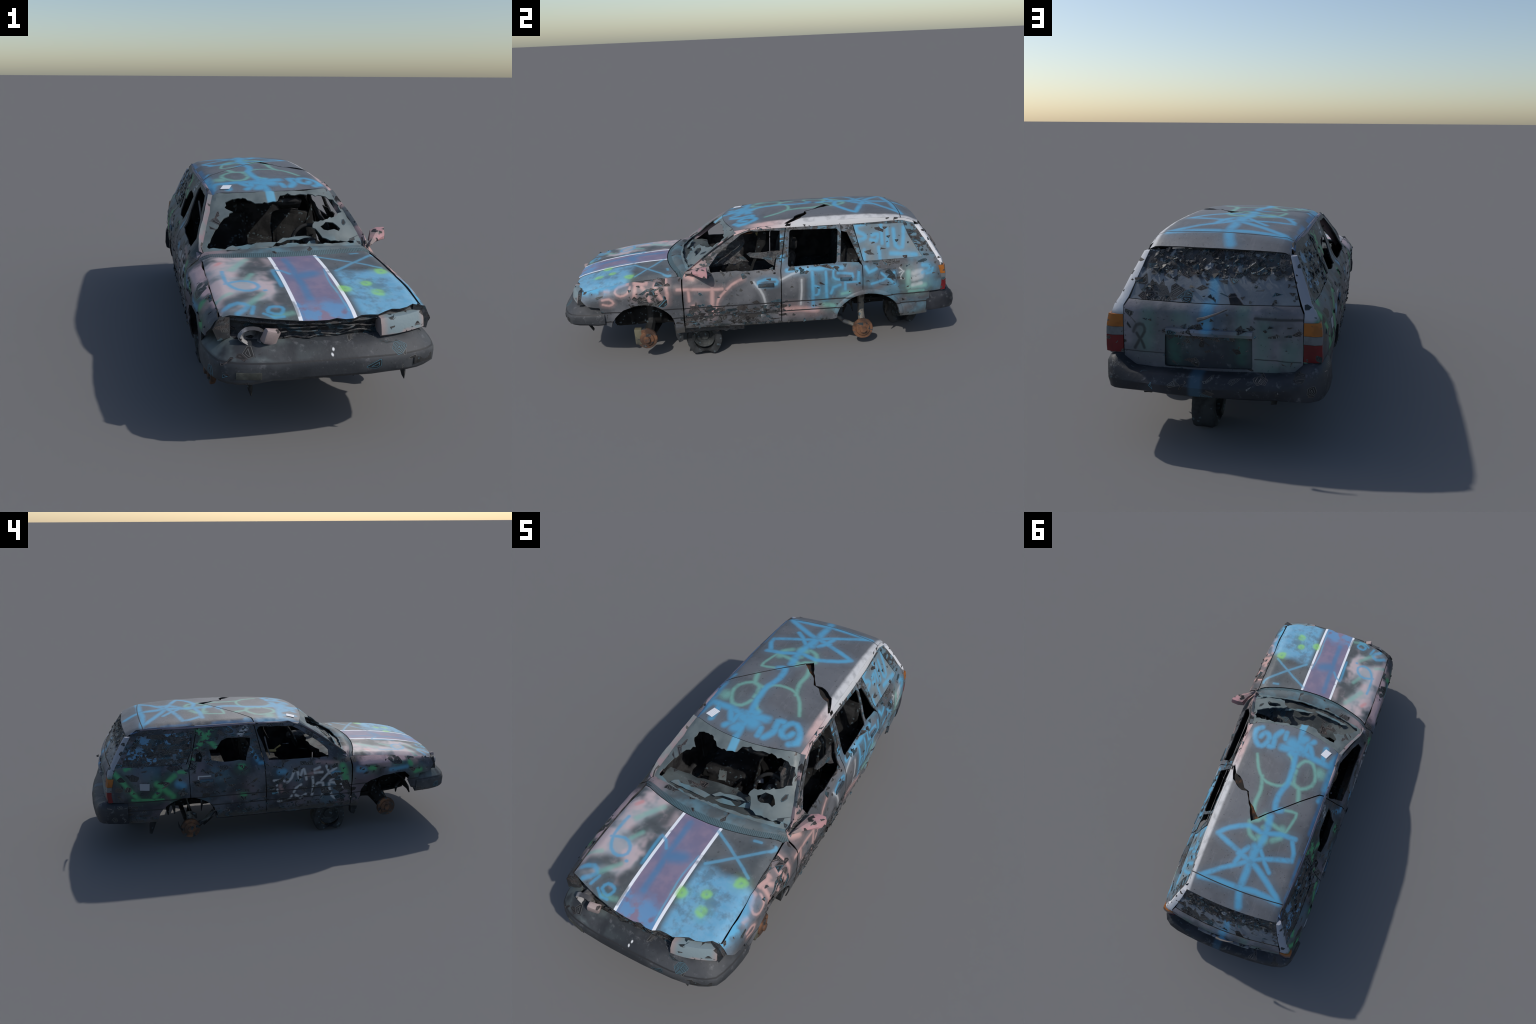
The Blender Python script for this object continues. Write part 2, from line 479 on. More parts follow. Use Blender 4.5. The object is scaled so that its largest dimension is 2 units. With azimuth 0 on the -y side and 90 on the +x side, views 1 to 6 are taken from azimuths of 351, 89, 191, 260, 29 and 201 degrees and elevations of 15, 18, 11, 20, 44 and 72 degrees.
        return m, self.mix(self.math("MULTIPLY", line, self.smooth(cell2[2], .1, .7, .15, .75)), base, tint)


def stroke_group():
    """distance from a straight piece of stroke, in stroke radii, joined with the strokes before it"""
    g = bpy.data.node_groups.get("stroke")
    if g:
        return g
    g = bpy.data.node_groups.new("stroke", "ShaderNodeTree")
    for name, kind in (("point", "Vector"), ("start", "Vector"), ("run", "Vector"), ("along", "Vector"), ("per_radius", "Float"), ("before", "Float")):
        g.interface.new_socket(name, in_out="INPUT", socket_type="NodeSocket" + kind)
    g.interface.new_socket("distance", in_out="OUTPUT", socket_type="NodeSocketFloat")
    K = Nodes(g)
    i, o = g.nodes.new("NodeGroupInput").outputs, g.nodes.new("NodeGroupOutput").inputs
    pa = K.vec("SUBTRACT", i[0], i[1])
    h = K.math("MINIMUM", K.math("MAXIMUM", K.vec("DOT_PRODUCT", pa, i[3]), 0.0), 1.0)
    d = K.vec("DISTANCE", pa, K.vec("SCALE", i[2], scale=h))
    g.links.new(K.math("MINIMUM", K.math("MULTIPLY", d, i[4]), i[5]), o[0])
    return g


def curved(line):
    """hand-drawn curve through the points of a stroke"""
    if len(line) < 4:
        return line
    shut = line[0] == line[-1]
    out = []
    for i in range(len(line) - 1):
        p0 = line[i - 1] if i else (line[-2] if shut else line[0])
        p1, p2 = line[i], line[i + 1]
        p3 = line[i + 2] if i + 2 < len(line) else (line[1] if shut else line[-1])
        out += [p1, tuple((9 * (b + c) - a - d) / 16 for a, b, c, d in zip(p0, p1, p2, p3))]
    return out + [line[-1]]


M = {}
PAINT = {"blue": (.09, .345, .55), "lightblue": (.13, .38, .56), "mint": (.19, .46, .38), "pink": (.56, .34, .31), "white": (.52, .53, .54), "green": (.065, .31, .13), "lime": (.28, .62, .16),
         "soot": (.075, .083, .088), "red": (.60, .22, .22), "line": (.02, .02, .022), "haze": (.08, .20, .36)}


def start(name, rough=.6):
    m = bpy.data.materials.new(name)
    m.use_nodes = True
    N = Nodes(m.node_tree)
    b = m.node_tree.nodes["Principled BSDF"]
    b.inputs["Roughness"].default_value = rough
    b.inputs["Specular IOR Level"].default_value = .3
    M[name] = m
    return N, b


def burnt_metal(N, p, light=(.135, .138, .150), dark=(.070, .074, .082), lo=.42, hi=.62):
    """bare primer grey with soot clouds and speckles"""
    c = N.mix(N.smooth(N.noise(p, 5.5, 4), lo, hi), dark, light)
    c = N.mix(N.math("MULTIPLY", N.smooth(N.noise(p, 34, 4, .7), .56, .72), .35), c, (.20, .20, .21))
    c = N.mix(N.math("MULTIPLY", N.smooth(N.noise(p, 90, 2), .66, .72), .7), c, (.03, .03, .03))
    return c


def finish(N, b, colour, p, bump=.15, scale=120):
    N.put(b.inputs["Base Color"], colour)
    n = N.node("ShaderNodeBump")
    n.inputs["Strength"].default_value, n.inputs["Distance"].default_value = bump, .004
    N.put(n.inputs["Height"], N.noise(p, scale, 3))
    N.put(b.inputs["Normal"], n.outputs[0])


def layer(N, c, p2, p, surface, colour, strength=.9, soft=.55, wide=1.0, keep=None, mist=.30, tint=None):
    strokes = [s for s in SPRAY[surface, colour] if keep is None or keep(s[1])]
    mask = N.sprayed(p2, strokes, soft, wide, 0.0 if colour in ("line", "soot") or (surface, colour) == ("right", "white") else mist * {"roof": .3, "hood": .4, "right": .45, "left": .8, "rear": .7}[surface])
    mask = N.math("MULTIPLY", mask, N.smooth(N.noise(p, 22, 3), .22, .52, .62 * strength, strength))
    return N.mix(mask, c, tint or PAINT[colour])


def wobble(N, p2, p, amount=.006):
    n = N.node("ShaderNodeVectorMath", operation="MULTIPLY_ADD")
    N.put(n.inputs[0], N.vec("SUBTRACT", N.noise(p, 18, 2, .5, "Color"), (.5, .5, .5)))
    n.inputs[1].default_value = (amount, amount, 0)
    N.put(n.inputs[2], p2)
    return n.outputs[0]


def glitch_cells(N, c, p, scale, share, mask=None, stretch=(1, 1, 1)):  # lays the imitated scan-texture glitches over a base colour
    m, col = N.broken(p, scale, share, mask, stretch=stretch)
    return N.mix(m, c, col)


# the lettering along the front of the roof was sprayed on thickest
SPRAY["roof", "blue"] = [(r * 1.3 if max(y for x, y in line) < .1 else r, line) for r, line in SPRAY["roof", "blue"]] + [(.022, [(-.045, -.13), (-.035, -.06), (-.01, -.03)])]

# roof
N, b = start("roof", .55)
p = N.object_coords()
x, y, z = N.split(p)
q = wobble(N, N.join(x, y), p)
c = burnt_metal(N, p, (.135, .140, .152), (.105, .110, .120), .40, .60)
c = N.mix(N.math("MULTIPLY", N.smooth(N.noise(N.vec("MULTIPLY", p, (30, 3, 1)), 2.0, 3), .60, .75), .25), c, (.20, .20, .22))
c = layer(N, c, q, p, "roof", "mint", .7, .95, 1.15)
c = layer(N, c, q, p, "roof", "blue", .88, .78, 1.08)
edge = N.math("MULTIPLY", N.smooth(x, .210, .226), N.smooth(y, -.10, .02))
c = N.mix(N.math("MULTIPLY", edge, N.smooth(N.noise(p, 24, 3), .25, .55, .6, 1)), c, N.mix(N.smooth(y, .02, .22), (.48, .34, .33), (.52, .52, .53)))
c = N.mix(N.math("MULTIPLY", N.smooth(x, -.222, -.236), N.smooth(N.noise(p, 9, 3), .38, .58)), c, (.07, .17, .30))
c = N.mix(N.smooth(N.math("ABSOLUTE", N.math("SUBTRACT", N.math("MULTIPLY_ADD", N.math("MULTIPLY", x, x), .25, y), .722)), .0035, .0015), c, (.03, .03, .03))
finish(N, b, c, p)

# hood: primer, pale patches to the right, purple stripe with white edges, blue to the left
N, b = start("hood", .5)
p = N.object_coords()
x, y, z = N.split(p)
q = wobble(N, N.join(x, y), p)
c = burnt_metal(N, p, (.125, .135, .142), (.085, .095, .10))
pale = N.math("MULTIPLY", N.smooth(x, -.04, -.13), N.smooth(N.noise(p, 6.5, 3), .36, .56))
c = N.mix(pale, c, N.mix(N.smooth(N.noise(p, 13, 2), .40, .62), (.37, .375, .395), (.52, .42, .43)))
c = layer(N, c, q, p, "hood", "soot", .92, .75)
c = layer(N, c, q, p, "hood", "mint", .55, .9)
c = layer(N, c, q, p, "hood", "red", .6, .8)
cloud = N.math("MULTIPLY", N.smooth(x, .085, .12), N.smooth(N.math("MULTIPLY_ADD", N.noise(p, 6, 2), .14, y), -.555, -.63))
cloud = N.math("MULTIPLY", cloud, N.smooth(N.noise(p, 15, 4, .6), .34, .52, .45, .92))
c = N.mix(cloud, c, N.mix(N.noise(p, 40, 2), (.10, .36, .56), (.24, .44, .60)))
band = N.smooth(N.math("ABSOLUTE", x), .083, .081)
c = N.mix(N.math("MULTIPLY", band, .9), c, N.mix(N.smooth(N.noise(p, 14, 3), .40, .62), (.20, .175, .27), (.26, .205, .29)))
c = layer(N, c, q, p, "hood", "haze", .85, .9)
low = N.math("MULTIPLY", N.smooth(N.math("MULTIPLY_ADD", N.noise(p, 9, 2), .16, y), -.745, -.80), N.smooth(N.noise(p, 20, 3), .36, .54))
c = N.mix(N.math("MULTIPLY", N.math("MULTIPLY", low, band), .85), c, (.12, .29, .50))
stripe = N.smooth(N.math("ABSOLUTE", N.math("SUBTRACT", N.math("ABSOLUTE", x), .083)), .0068, .0052)
c = N.mix(N.math("MULTIPLY", stripe, N.smooth(N.noise(p, 9, 3), .36, .42, .35, 1)), c, (.82, .84, .88))
c = layer(N, c, q, p, "hood", "lightblue", .68, .7)
c = layer(N, c, q, p, "hood", "blue", .75, .8)
c = layer(N, c, q, p, "hood", "lime", .75, .9)
finish(N, b, c, p, .1)

# left and right sides
for side in ("left", "right"):
    for pane in (False, True):
        N, b = start(("pane_" if pane else "") + side, .5)
        p = N.object_coords()
        x, y, z = N.split(p)
        q = wobble(N, N.join(y, z), p, .005)
        if pane:
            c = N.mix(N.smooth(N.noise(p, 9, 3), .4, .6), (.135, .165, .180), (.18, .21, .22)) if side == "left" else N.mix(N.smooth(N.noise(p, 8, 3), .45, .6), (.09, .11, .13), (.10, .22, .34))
        elif side == "left":
            c = burnt_metal(N, p, (.122, .124, .134), (.070, .074, .082))
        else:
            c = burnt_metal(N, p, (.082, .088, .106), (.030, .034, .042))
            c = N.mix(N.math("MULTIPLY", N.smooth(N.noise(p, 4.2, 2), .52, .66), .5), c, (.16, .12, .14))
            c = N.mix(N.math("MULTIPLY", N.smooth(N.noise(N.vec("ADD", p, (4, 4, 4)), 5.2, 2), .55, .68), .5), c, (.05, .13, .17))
        if side == "left":
            if not pane:
                wash = N.math("MULTIPLY", N.smooth(y, .14, .32), N.smooth(N.noise(p, 8, 3), .40, .62, .0, .45))
                c = N.mix(wash, c, (.085, .26, .36))
                c = layer(N, c, q, p, "left", "mint", .6, .9)
                c = layer(N, c, q, p, "left", "pink", .8, .95, 1.12)
                c = layer(N, c, q, p, "left", "white", .68, .85)
                blue_front = N.math("MULTIPLY", N.smooth(y, -.72, -.80), N.smooth(z, .36, .39))
                c = N.mix(N.math("MULTIPLY", blue_front, N.smooth(N.noise(p, 16, 3), .36, .55)), c, (.11, .36, .55))
                c = N.mix(N.math("MULTIPLY", N.math("MULTIPLY", N.smooth(y, -.20, -.36), N.smooth(z, .44, .48)), .8), c, (.50, .32, .30))
                c = layer(N, c, q, p, "left", "line", .8, .5)
            on_glass = lambda line: min(z for y, z in line) > .45 and min(y for y, z in line) > .43
            c = layer(N, c, q, p, "left", "blue", .8, .95, 1.18, keep=on_glass if pane else lambda line: not on_glass(line))
        else:
            if not pane:
                c = layer(N, c, q, p, "right", "pink", .35, .95)
                c = layer(N, c, q, p, "right", "blue", .6, .95)
                c = layer(N, c, q, p, "right", "green", .92, .85)
                c = layer(N, c, q, p, "right", "white", .72, .75)
                fp = N.math("MULTIPLY", N.smooth(y, -.42, -.46), N.smooth(z, .385, .40))
                c = N.mix(N.math("MULTIPLY", fp, N.smooth(N.noise(p, 12, 3), .3, .5)), c, (.52, .36, .37))
        if pane and side == "left":
            c = glitch_cells(N, c, p, 34, .07)
        elif pane:
            c = glitch_cells(N, c, p, 30, .62)
            c = glitch_cells(N, c, p, 75, N.math("MULTIPLY", N.smooth(N.noise(p, 9, 2), .40, .60), .9))
        else:
            # scan-glitch cells lie thickest along the lower doors, the window line and round the wheels
            if side == "left":
                zone = N.math("MULTIPLY", N.smooth(N.math("ABSOLUTE", N.math("SUBTRACT", z, .235)), .075, .03), N.math("MULTIPLY", N.smooth(y, -.42, -.38), N.smooth(y, .16, .05)))
                c = glitch_cells(N, c, p, 58, N.math("MULTIPLY_ADD", zone, .85, .03))
                sill = N.smooth(N.math("ABSOLUTE", N.math("SUBTRACT", z, .448)), .022, .006)
                frame = N.smooth(z, .455, .50)
                c = glitch_cells(N, c, p, 26, N.math("MULTIPLY_ADD", sill, .38, .03))
                c = glitch_cells(N, c, p, 70, N.math("MULTIPLY", frame, .72))
                arch_zone = N.math("MULTIPLY", N.smooth(N.math("ABSOLUTE", N.math("SUBTRACT", y, -.55)), .11, .07), N.smooth(z, .27, .31))
                c = glitch_cells(N, c, p, 22, N.math("MULTIPLY", arch_zone, .45))
            else:
                c = glitch_cells(N, c, p, 28, N.math("MULTIPLY_ADD", N.smooth(N.noise(p, 5, 2), .42, .60), .34, .08))
                c = glitch_cells(N, c, p, 80, N.math("MULTIPLY_ADD", N.smooth(z, .225, .16), .8, N.math("MULTIPLY", N.smooth(z, .45, .47), .30)))
                c = glitch_cells(N, c, p, 55, N.math("MULTIPLY", N.math("MULTIPLY", N.smooth(z, .46, .50), N.smooth(y, .10, .14)), N.smooth(y, .44, .40, .0, .25)))
            c = N.mix(N.smooth(N.math("ABSOLUTE", N.math("SUBTRACT", z, .285)), .004, .002), c, (.025, .025, .027))
            c = N.mix(N.smooth(N.math("ABSOLUTE", N.math("SUBTRACT", z, .236)), .004, .002), c, (.025, .025, .027))
            c = N.mix(N.math("MULTIPLY", N.smooth(N.math("MULTIPLY_ADD", N.noise(p, 10, 2), .06, z), .225, .19), .75), c, (.075, .068, .058))
        finish(N, b, c, p)

# tailgate, rear glass, plate recess
for name in ("rear", "plate", "pane_rear", "rear_bumper"):
    N, b = start(name, .45 if name == "pane_rear" else .55)
    p = N.object_coords()
    x, y, z = N.split(p)
    q = wobble(N, N.join(x, z), p, .006)
    if name == "rear":
        c = burnt_metal(N, p, (.205, .188, .215), (.105, .105, .122))
        c = N.mix(N.math("MULTIPLY", N.smooth(N.noise(N.vec("ADD", p, (2, 5, 1)), 11, 4, .6), .52, .70), .6), c, (.05, .05, .06))
        c = layer(N, c, q, p, "rear", "soot", .6, .9)
        c = layer(N, c, q, p, "rear", "green", .5, .97, 1.3, tint=(.075, .185, .150))
        c = layer(N, c, q, p, "rear", "blue", .75, .8)
        c = layer(N, c, q, p, "rear", "line", .8, .7)
        c = glitch_cells(N, c, p, 34, N.math("MULTIPLY_ADD", N.smooth(N.math("ABSOLUTE", N.math("SUBTRACT", z, .39)), .03, .01), .20, .05))
    elif name == "plate":
        c = burnt_metal(N, p, (.06, .075, .085), (.025, .03, .04))
        c = layer(N, c, q, p, "rear", "green", .6, .97, 1.2, tint=(.03, .11, .085), keep=lambda line: abs(line[0][0]) < .15)
        c = glitch_cells(N, c, p, 42, N.math("MULTIPLY_ADD", N.smooth(z, .33, .36), .4, .2))
    elif name == "pane_rear":
        c = N.mix(N.smooth(N.noise(p, 7, 3), .4, .6), (.15, .165, .185), (.19, .205, .22))
        c = layer(N, c, q, p, "rear", "blue", .7, .8)
        wave = N.math("MULTIPLY_ADD", N.noise(N.join(x, 0.0, 0.0), 13, 3), .13, N.math("MULTIPLY", N.smooth(x, .05, .20), .015))
        dark = N.smooth(N.math("SUBTRACT", z, wave), .462, .480)  # dark upper part of the pane follows the scan's garbled texture
        c = glitch_cells(N, c, p, 26, N.math("MULTIPLY_ADD", N.smooth(x, -.05, .10), .25, .14))
        c = N.mix(N.math("MULTIPLY", dark, .92), c, (.030, .031, .035))
        c = glitch_cells(N, c, p, 52, N.math("MULTIPLY", dark, .85))
        spots = N.math("MULTIPLY", dark, N.math("LESS_THAN", N.split(N.voronoi(p, 60))[0], .10))
        c = N.mix(spots, c, (.15, .17, .19))
    else:
        c = burnt_metal(N, p, (.036, .038, .046), (.016, .018, .023))
        c = N.mix(N.math("MULTIPLY", N.smooth(N.math("ABSOLUTE", N.math("SUBTRACT", x, .035)), .03, .01), .4), c, (.05, .14, .22))
        c = glitch_cells(N, c, p, 30, .12)
    finish(N, b, c, p)

# front bumper, crushed nose, sill
for name, light, dark, sc, share in (("front_bumper", (.062, .065, .070), (.030, .033, .038), 24, .06), ("nose", (.055, .057, .060), (.016, .017, .019), 60, .75), ("sill", (.075, .078, .082), (.03, .032, .035), 75, .6), ("glitch_dark", (.05, .05, .05), (.02, .02, .02), 40, 2.0),
                                     ("handle", (.05, .10, .14), (.03, .035, .04), 90, .3), ("cowl", (.11, .135, .142), (.080, .095, .102), 30, .05), ("dash", (.095, .112, .112), (.045, .052, .052), 30, .16), ("panel_brown", (.034, .031, .029), (.016, .015, .015), 40, .10)):
    N, b = start(name, .6)
    p = N.object_coords()
    x, y, z = N.split(p)
    c = burnt_metal(N, p, light, dark)
    if name == "front_bumper":
        pale = N.math("MULTIPLY", N.math("MULTIPLY", N.smooth(z, .276, .286), N.smooth(x, .02, -.22)), N.smooth(N.noise(p, 10, 3), .35, .6))
        c = N.mix(N.math("MULTIPLY", pale, .6), c, (.16, .20, .20))
        c = N.mix(N.smooth(N.math("ABSOLUTE", N.math("SUBTRACT", z, .277)), .003, .001), c, (.03, .03, .032))
        d = N.sprayed(N.join(x, z), [(.003, [(.006, .299), (.007, .300)]), (.003, [(.000, .289), (.001, .288)])], .6)
        c = N.mix(d, c, (.75, .75, .75))
    if name == "cowl":
        c = N.mix(N.math("MULTIPLY", N.smooth(N.noise(p, 8, 3), .42, .6), .6), c, (.12, .25, .31))
        c = N.mix(N.math("MULTIPLY", N.math("MULTIPLY", N.smooth(x, -.18, -.27), N.smooth(N.noise(p, 12, 2), .35, .5)), .7), c, (.34, .25, .26))
        vent = N.smooth(N.math("MULTIPLY_ADD", N.math("MULTIPLY", x, x), -.7, y), -.452, -.456)
        c = N.mix(N.math("MULTIPLY", vent, .8), c, N.mix(N.smooth(N.math("SINE", N.math("MULTIPLY", x, 900)), -.5, .5), (.035, .06, .07), (.07, .12, .14)))
    c = glitch_cells(N, c, p, sc, share)
    finish(N, b, c, p)

# broken windshield, lamps, pillars
N, b = start("glass", .4)
p = N.object_coords()
x, y, z = N.split(p)
c = N.mix(N.smooth(N.noise(p, 9, 4), .38, .62), (.105, .130, .134), (.150, .180, .182))
c = N.mix(N.math("MULTIPLY", N.smooth(N.math("ABSOLUTE", N.math("ADD", x, .02)), .022, .012), N.smooth(z, .585, .61)), c, (.13, .36, .52))
c = N.mix(N.math("MULTIPLY", N.smooth(z, .50, .46), N.smooth(N.noise(p, 11, 3), .45, .62)), c, (.12, .20, .23))
rimz = N.smooth(N.math("ABSOLUTE", x), .20, .26)
c = glitch_cells(N, c, p, 24, N.math("MULTIPLY_ADD", rimz, .12, .015))
finish(N, b, c, p, .05)

for name, cols, extra in (("rail_left", ((.50, .50, .51), (.48, .34, .33)), .05), ("rail_right", ((.07, .13, .24), (.085, .09, .11)), .10), ("pillar_left", ((.12, .135, .145), (.46, .31, .30)), .50),
                          ("pillar_right", ((.20, .15, .17), (.15, .165, .175)), .10), ("rear_pillar_left", ((.60, .60, .62), (.16, .17, .18)), .06), ("rear_pillar_right", ((.27, .285, .33), (.10, .11, .125)), .06),
                          ("mirror", ((.46, .25, .26), (.24, .19, .18)), .12), ("headlamp", ((.21, .27, .29), (.34, .27, .26)), .16), ("socket", ((.30, .29, .29), (.05, .05, .055)), .15), ("wiper", ((.13, .115, .11), (.06, .06, .06)), 0),
                          ("caliper", ((.13, .12, .08), (.05, .05, .045)), .1), ("strut", ((.14, .13, .11), (.05, .055, .06)), .25), ("label", ((.80, .81, .84), (.62, .63, .66)), 0), ("label_old", ((.26, .28, .31), (.20, .21, .24)), 0)):
    N, b = start(name, .55)
    p = N.object_coords()
    x, y, z = N.split(p)
    f = N.smooth(N.noise(p, 9, 3), .44, .58)
    if name == "rail_left":
        f = N.math("SUBTRACT", 1.0, N.smooth(y, .0, .2))
    if name.startswith("rear_pillar"):
        f = N.smooth(N.math("MULTIPLY_ADD", N.noise(p, 14, 2), .05, z), .46, .43)
    if name == "headlamp":
        f = N.math("MAXIMUM", N.smooth(N.math("MULTIPLY_ADD", N.noise(p, 20, 2), .03, z), .350, .335), N.smooth(N.math("ABSOLUTE", N.math("SUBTRACT", x, .24)), .05, .08))
    if name == "label":
        f = N.math("GREATER_THAN", N.math("SINE", N.math("MULTIPLY", N.math("MULTIPLY_ADD", x, .5, y), 900)), .55)
    c = N.mix(f, *cols)
    if name == "rail_right":
        c = N.mix(N.math("MULTIPLY", N.smooth(N.noise(p, 7, 2), .52, .64), .6), c, (.20, .17, .22))
        c = N.mix(N.smooth(N.math("ABSOLUTE", N.math("SUBTRACT", z, .632)), .004, .002), c, (.22, .18, .21))
    if name == "rear_pillar_right":
        c = N.mix(N.math("MULTIPLY", N.smooth(z, .46, .42), N.smooth(N.noise(p, 9, 2), .40, .55)), c, (.06, .20, .13))
    if extra:
        c = glitch_cells(N, c, p, 46, extra)
    finish(N, b, c, p)

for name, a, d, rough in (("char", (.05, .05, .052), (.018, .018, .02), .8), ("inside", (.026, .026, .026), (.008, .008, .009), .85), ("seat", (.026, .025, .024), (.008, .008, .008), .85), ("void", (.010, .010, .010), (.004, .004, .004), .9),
                          ("dark", (.032, .032, .032), (.010, .010, .010), .8), ("rubber", (.034, .036, .038), (.014, .015, .016), .75), ("rim", (.060, .064, .062), (.022, .024, .025), .7), ("rust", (.13, .055, .024), (.022, .020, .019), .85),
                          ("disc", (.17, .080, .042), (.065, .038, .027), .75), ("foam", (.42, .33, .14), (.25, .19, .08), .8), ("belt", (.14, .14, .15), (.08, .08, .09), .7), ("lampglass", (.085, .088, .075), (.05, .052, .045), .4)):
    N, b = start(name, rough)
    p = N.object_coords()
    c = N.mix(N.smooth(N.noise(p, 16, 4, .6), .42, .62), d, a)
    if name in ("inside", "seat", "dark", "rubber", "rim", "void", "strut"):
        c = N.mix(N.math("MULTIPLY", N.math("LESS_THAN", N.split(N.voronoi(p, 120))[0], .05), .5), c, (.10, .14, .16))
    if name == "disc":
        c = glitch_cells(N, c, p, 60, .16)
    finish(N, b, c, p, .3, 90)

for name, a in (("amber", (.29, .095, .014)), ("clear", (.12, .13, .14)), ("red", (.12, .010, .013))):
    N, b = start(name, .35)
    p = N.object_coords()
    x, y, z = N.split(p)
    c = N.mix(N.math("MULTIPLY", N.smooth(N.noise(p, 30, 3), .45, .65), .35), a, tuple(v * .35 for v in a))
    c = glitch_cells(N, c, p, 60, .10)
    finish(N, b, c, p, .05)

# --------------------------------------------------------------- mesh tools
def inside(p, poly):
    x, y = p
    r = False
    for (x0, y0), (x1, y1) in zip(poly, poly[1:] + poly[:1]):
        if (y0 > y) != (y1 > y) and x < (x1 - x0) * (y - y0) / (y1 - y0) + x0:
            r = not r
    return r


def edge_distance(p, poly):
    best = 9.0
    for (x0, y0), (x1, y1) in zip(poly, poly[1:] + poly[:1]):
        dx, dy = x1 - x0, y1 - y0
        t = max(0, min(1, ((p[0] - x0) * dx + (p[1] - y0) * dy) / (dx * dx + dy * dy + 1e-12)))
        best = min(best, math.hypot(p[0] - x0 - t * dx, p[1] - y0 - t * dy))
    return best


def dense(poly, gap):
    out = []
    for (x0, y0), (x1, y1) in zip(poly, poly[1:] + poly[:1]):
        n = max(1, int(math.hypot(x1 - x0, y1 - y0) / gap))
        out += [(x0 + (x1 - x0) * i / n, y0 + (y1 - y0) * i / n) for i in range(n)]
    return out


def ragged(poly, amount, gap, seed):
    """torn or broken edge: extra points pushed about at random"""
    r = random.Random(seed)
    return [(x + r.uniform(-amount, amount), y + r.uniform(-amount, amount)) for x, y in dense(poly, gap)]


def rounded(poly, radius, n=4):
    """polygon with its corners rounded"""
    out, m = [], len(poly)
    for i in range(m):
        a, b, c = Vector(poly[i - 1]), Vector(poly[i]), Vector(poly[(i + 1) % m])
        u, v = a - b, c - b
        k = min(radius, u.length * .45, v.length * .45)
        p, q = b + u.normalized() * k, b + v.normalized() * k
        for j in range(n + 1):
            t = j / n
            w = p * (1 - t) ** 2 + b * 2 * t * (1 - t) + q * t * t
            out.append((w.x, w.y))
    return out


def arch(cy, cz, ry, rz, a0, a1, n=14):
    return [(cy + ry * math.cos(math.radians(a0 + (a1 - a0) * i / n)), cz + rz * math.sin(math.radians(a0 + (a1 - a0) * i / n))) for i in range(n + 1)]


ALL = {}


def add(name, mesh, parent, mats=(), smooth=40, kind=None):
    ob = bpy.data.objects.new(name, mesh)
    bpy.context.scene.collection.objects.link(ob)
    ob.parent = parent
    for m in mats:
        mesh.materials.append(m)
    if kind:
        ob["kind"] = kind
    if smooth is not None:
        mesh.shade_smooth()
        mesh.set_sharp_from_angle(angle=math.radians(smooth))
    return ob


def dent(p, amount, scale=6.0):
    v = Vector(p)
    return amount * (noise.noise(v * scale) + .5 * noise.noise(v * scale * 2.7 + Vector((7, 3, 1))))


def panel(name, parent, outline, holes, place, outward, mats, gap=.018, thick=.005, bumps=.0018, bump_scale=9, seed=1, smooth=35, crush=None):
    """sheet of metal or glass: an outline in two coordinates, mapped by place() on to the body surface"""
    r = random.Random(seed)
    outer = dense(outline, gap)
    rings = [outer] + [dense(h, gap) for h in holes]
    pts = [p for ring in rings for p in ring]
    edges, k = [], 0
    for ring in rings:
        n = len(ring)
        edges += [(k + i, k + (i + 1) % n) for i in range(n)]
        k += n
    xs, ys = [p[0] for p in outer], [p[1] for p in outer]
    nx, ny = int((max(xs) - min(xs)) / gap) + 1, int((max(ys) - min(ys)) / gap) + 1
    for i in range(nx):
        for j in range(ny):
            p = (min(xs) + (i + .5 + r.uniform(-.28, .28)) * gap, min(ys) + (j + .5 + r.uniform(-.28, .28)) * gap)
            if inside(p, outer) and not any(inside(p, h) for h in holes):
                if edge_distance(p, outer) > gap * .45 and all(edge_distance(p, h) > gap * .45 for h in holes):
                    pts.append(p)
    v2, _, f2, *_ = delaunay_2d_cdt([Vector(p) for p in pts], edges, [], 0, 1e-6)
    faces = []
    for f in f2:
        c = (sum(v2[i].x for i in f) / 3, sum(v2[i].y for i in f) / 3)
        if inside(c, outer) and not any(inside(c, h) for h in holes):
            faces.append(tuple(f))
    co = [Vector(place(v.x, v.y)) for v in v2]
    f0 = Vector((0, 0, 0))
    for f in faces:
        f0 += (co[f[1]] - co[f[0]]).cross(co[f[2]] - co[f[0]])
    if f0.dot(Vector(outward)) < 0:
        faces = [f[::-1] for f in faces]
    o = Vector(outward).normalized()
    for i, p in enumerate(co):
        d = dent(p, bumps, bump_scale)
        if crush:
            d += crush(p)
        co[i] = p + o * d
    used = sorted({i for f in faces for i in f})
    index = {i: k for k, i in enumerate(used)}
    co = [co[i] for i in used]
    faces = [tuple(index[i] for i in f) for f in faces]
    outer_count = len(faces)
    if thick:
        # give the sheet its thickness: inner skin and closed edges
        nrm = [Vector((0, 0, 0)) for _ in co]
        count = {}
        for f in faces:
            nf = (co[f[1]] - co[f[0]]).cross(co[f[2]] - co[f[0]])
            for i in f:
                nrm[i] += nf
            for e in ((f[0], f[1]), (f[1], f[2]), (f[2], f[0])):
                count[e] = 1
        k = len(co)
        co = co + [p - (n.normalized() if n.length > 1e-12 else o) * thick for p, n in zip(co, nrm)]
        inner = [tuple(i + k for i in f[::-1]) for f in faces]
        rim = [(b, a, a + k, b + k) for a, b in count if (b, a) not in count]
        faces = faces + inner + rim
    me = bpy.data.meshes.new(name)
    me.from_pydata(co, [], faces)
    if len(mats) > 1:
        me.polygons.foreach_set("material_index", [0 if i < outer_count else 1 for i in range(len(faces))])
    ob = add(name, me, parent, mats, smooth)
    return ob


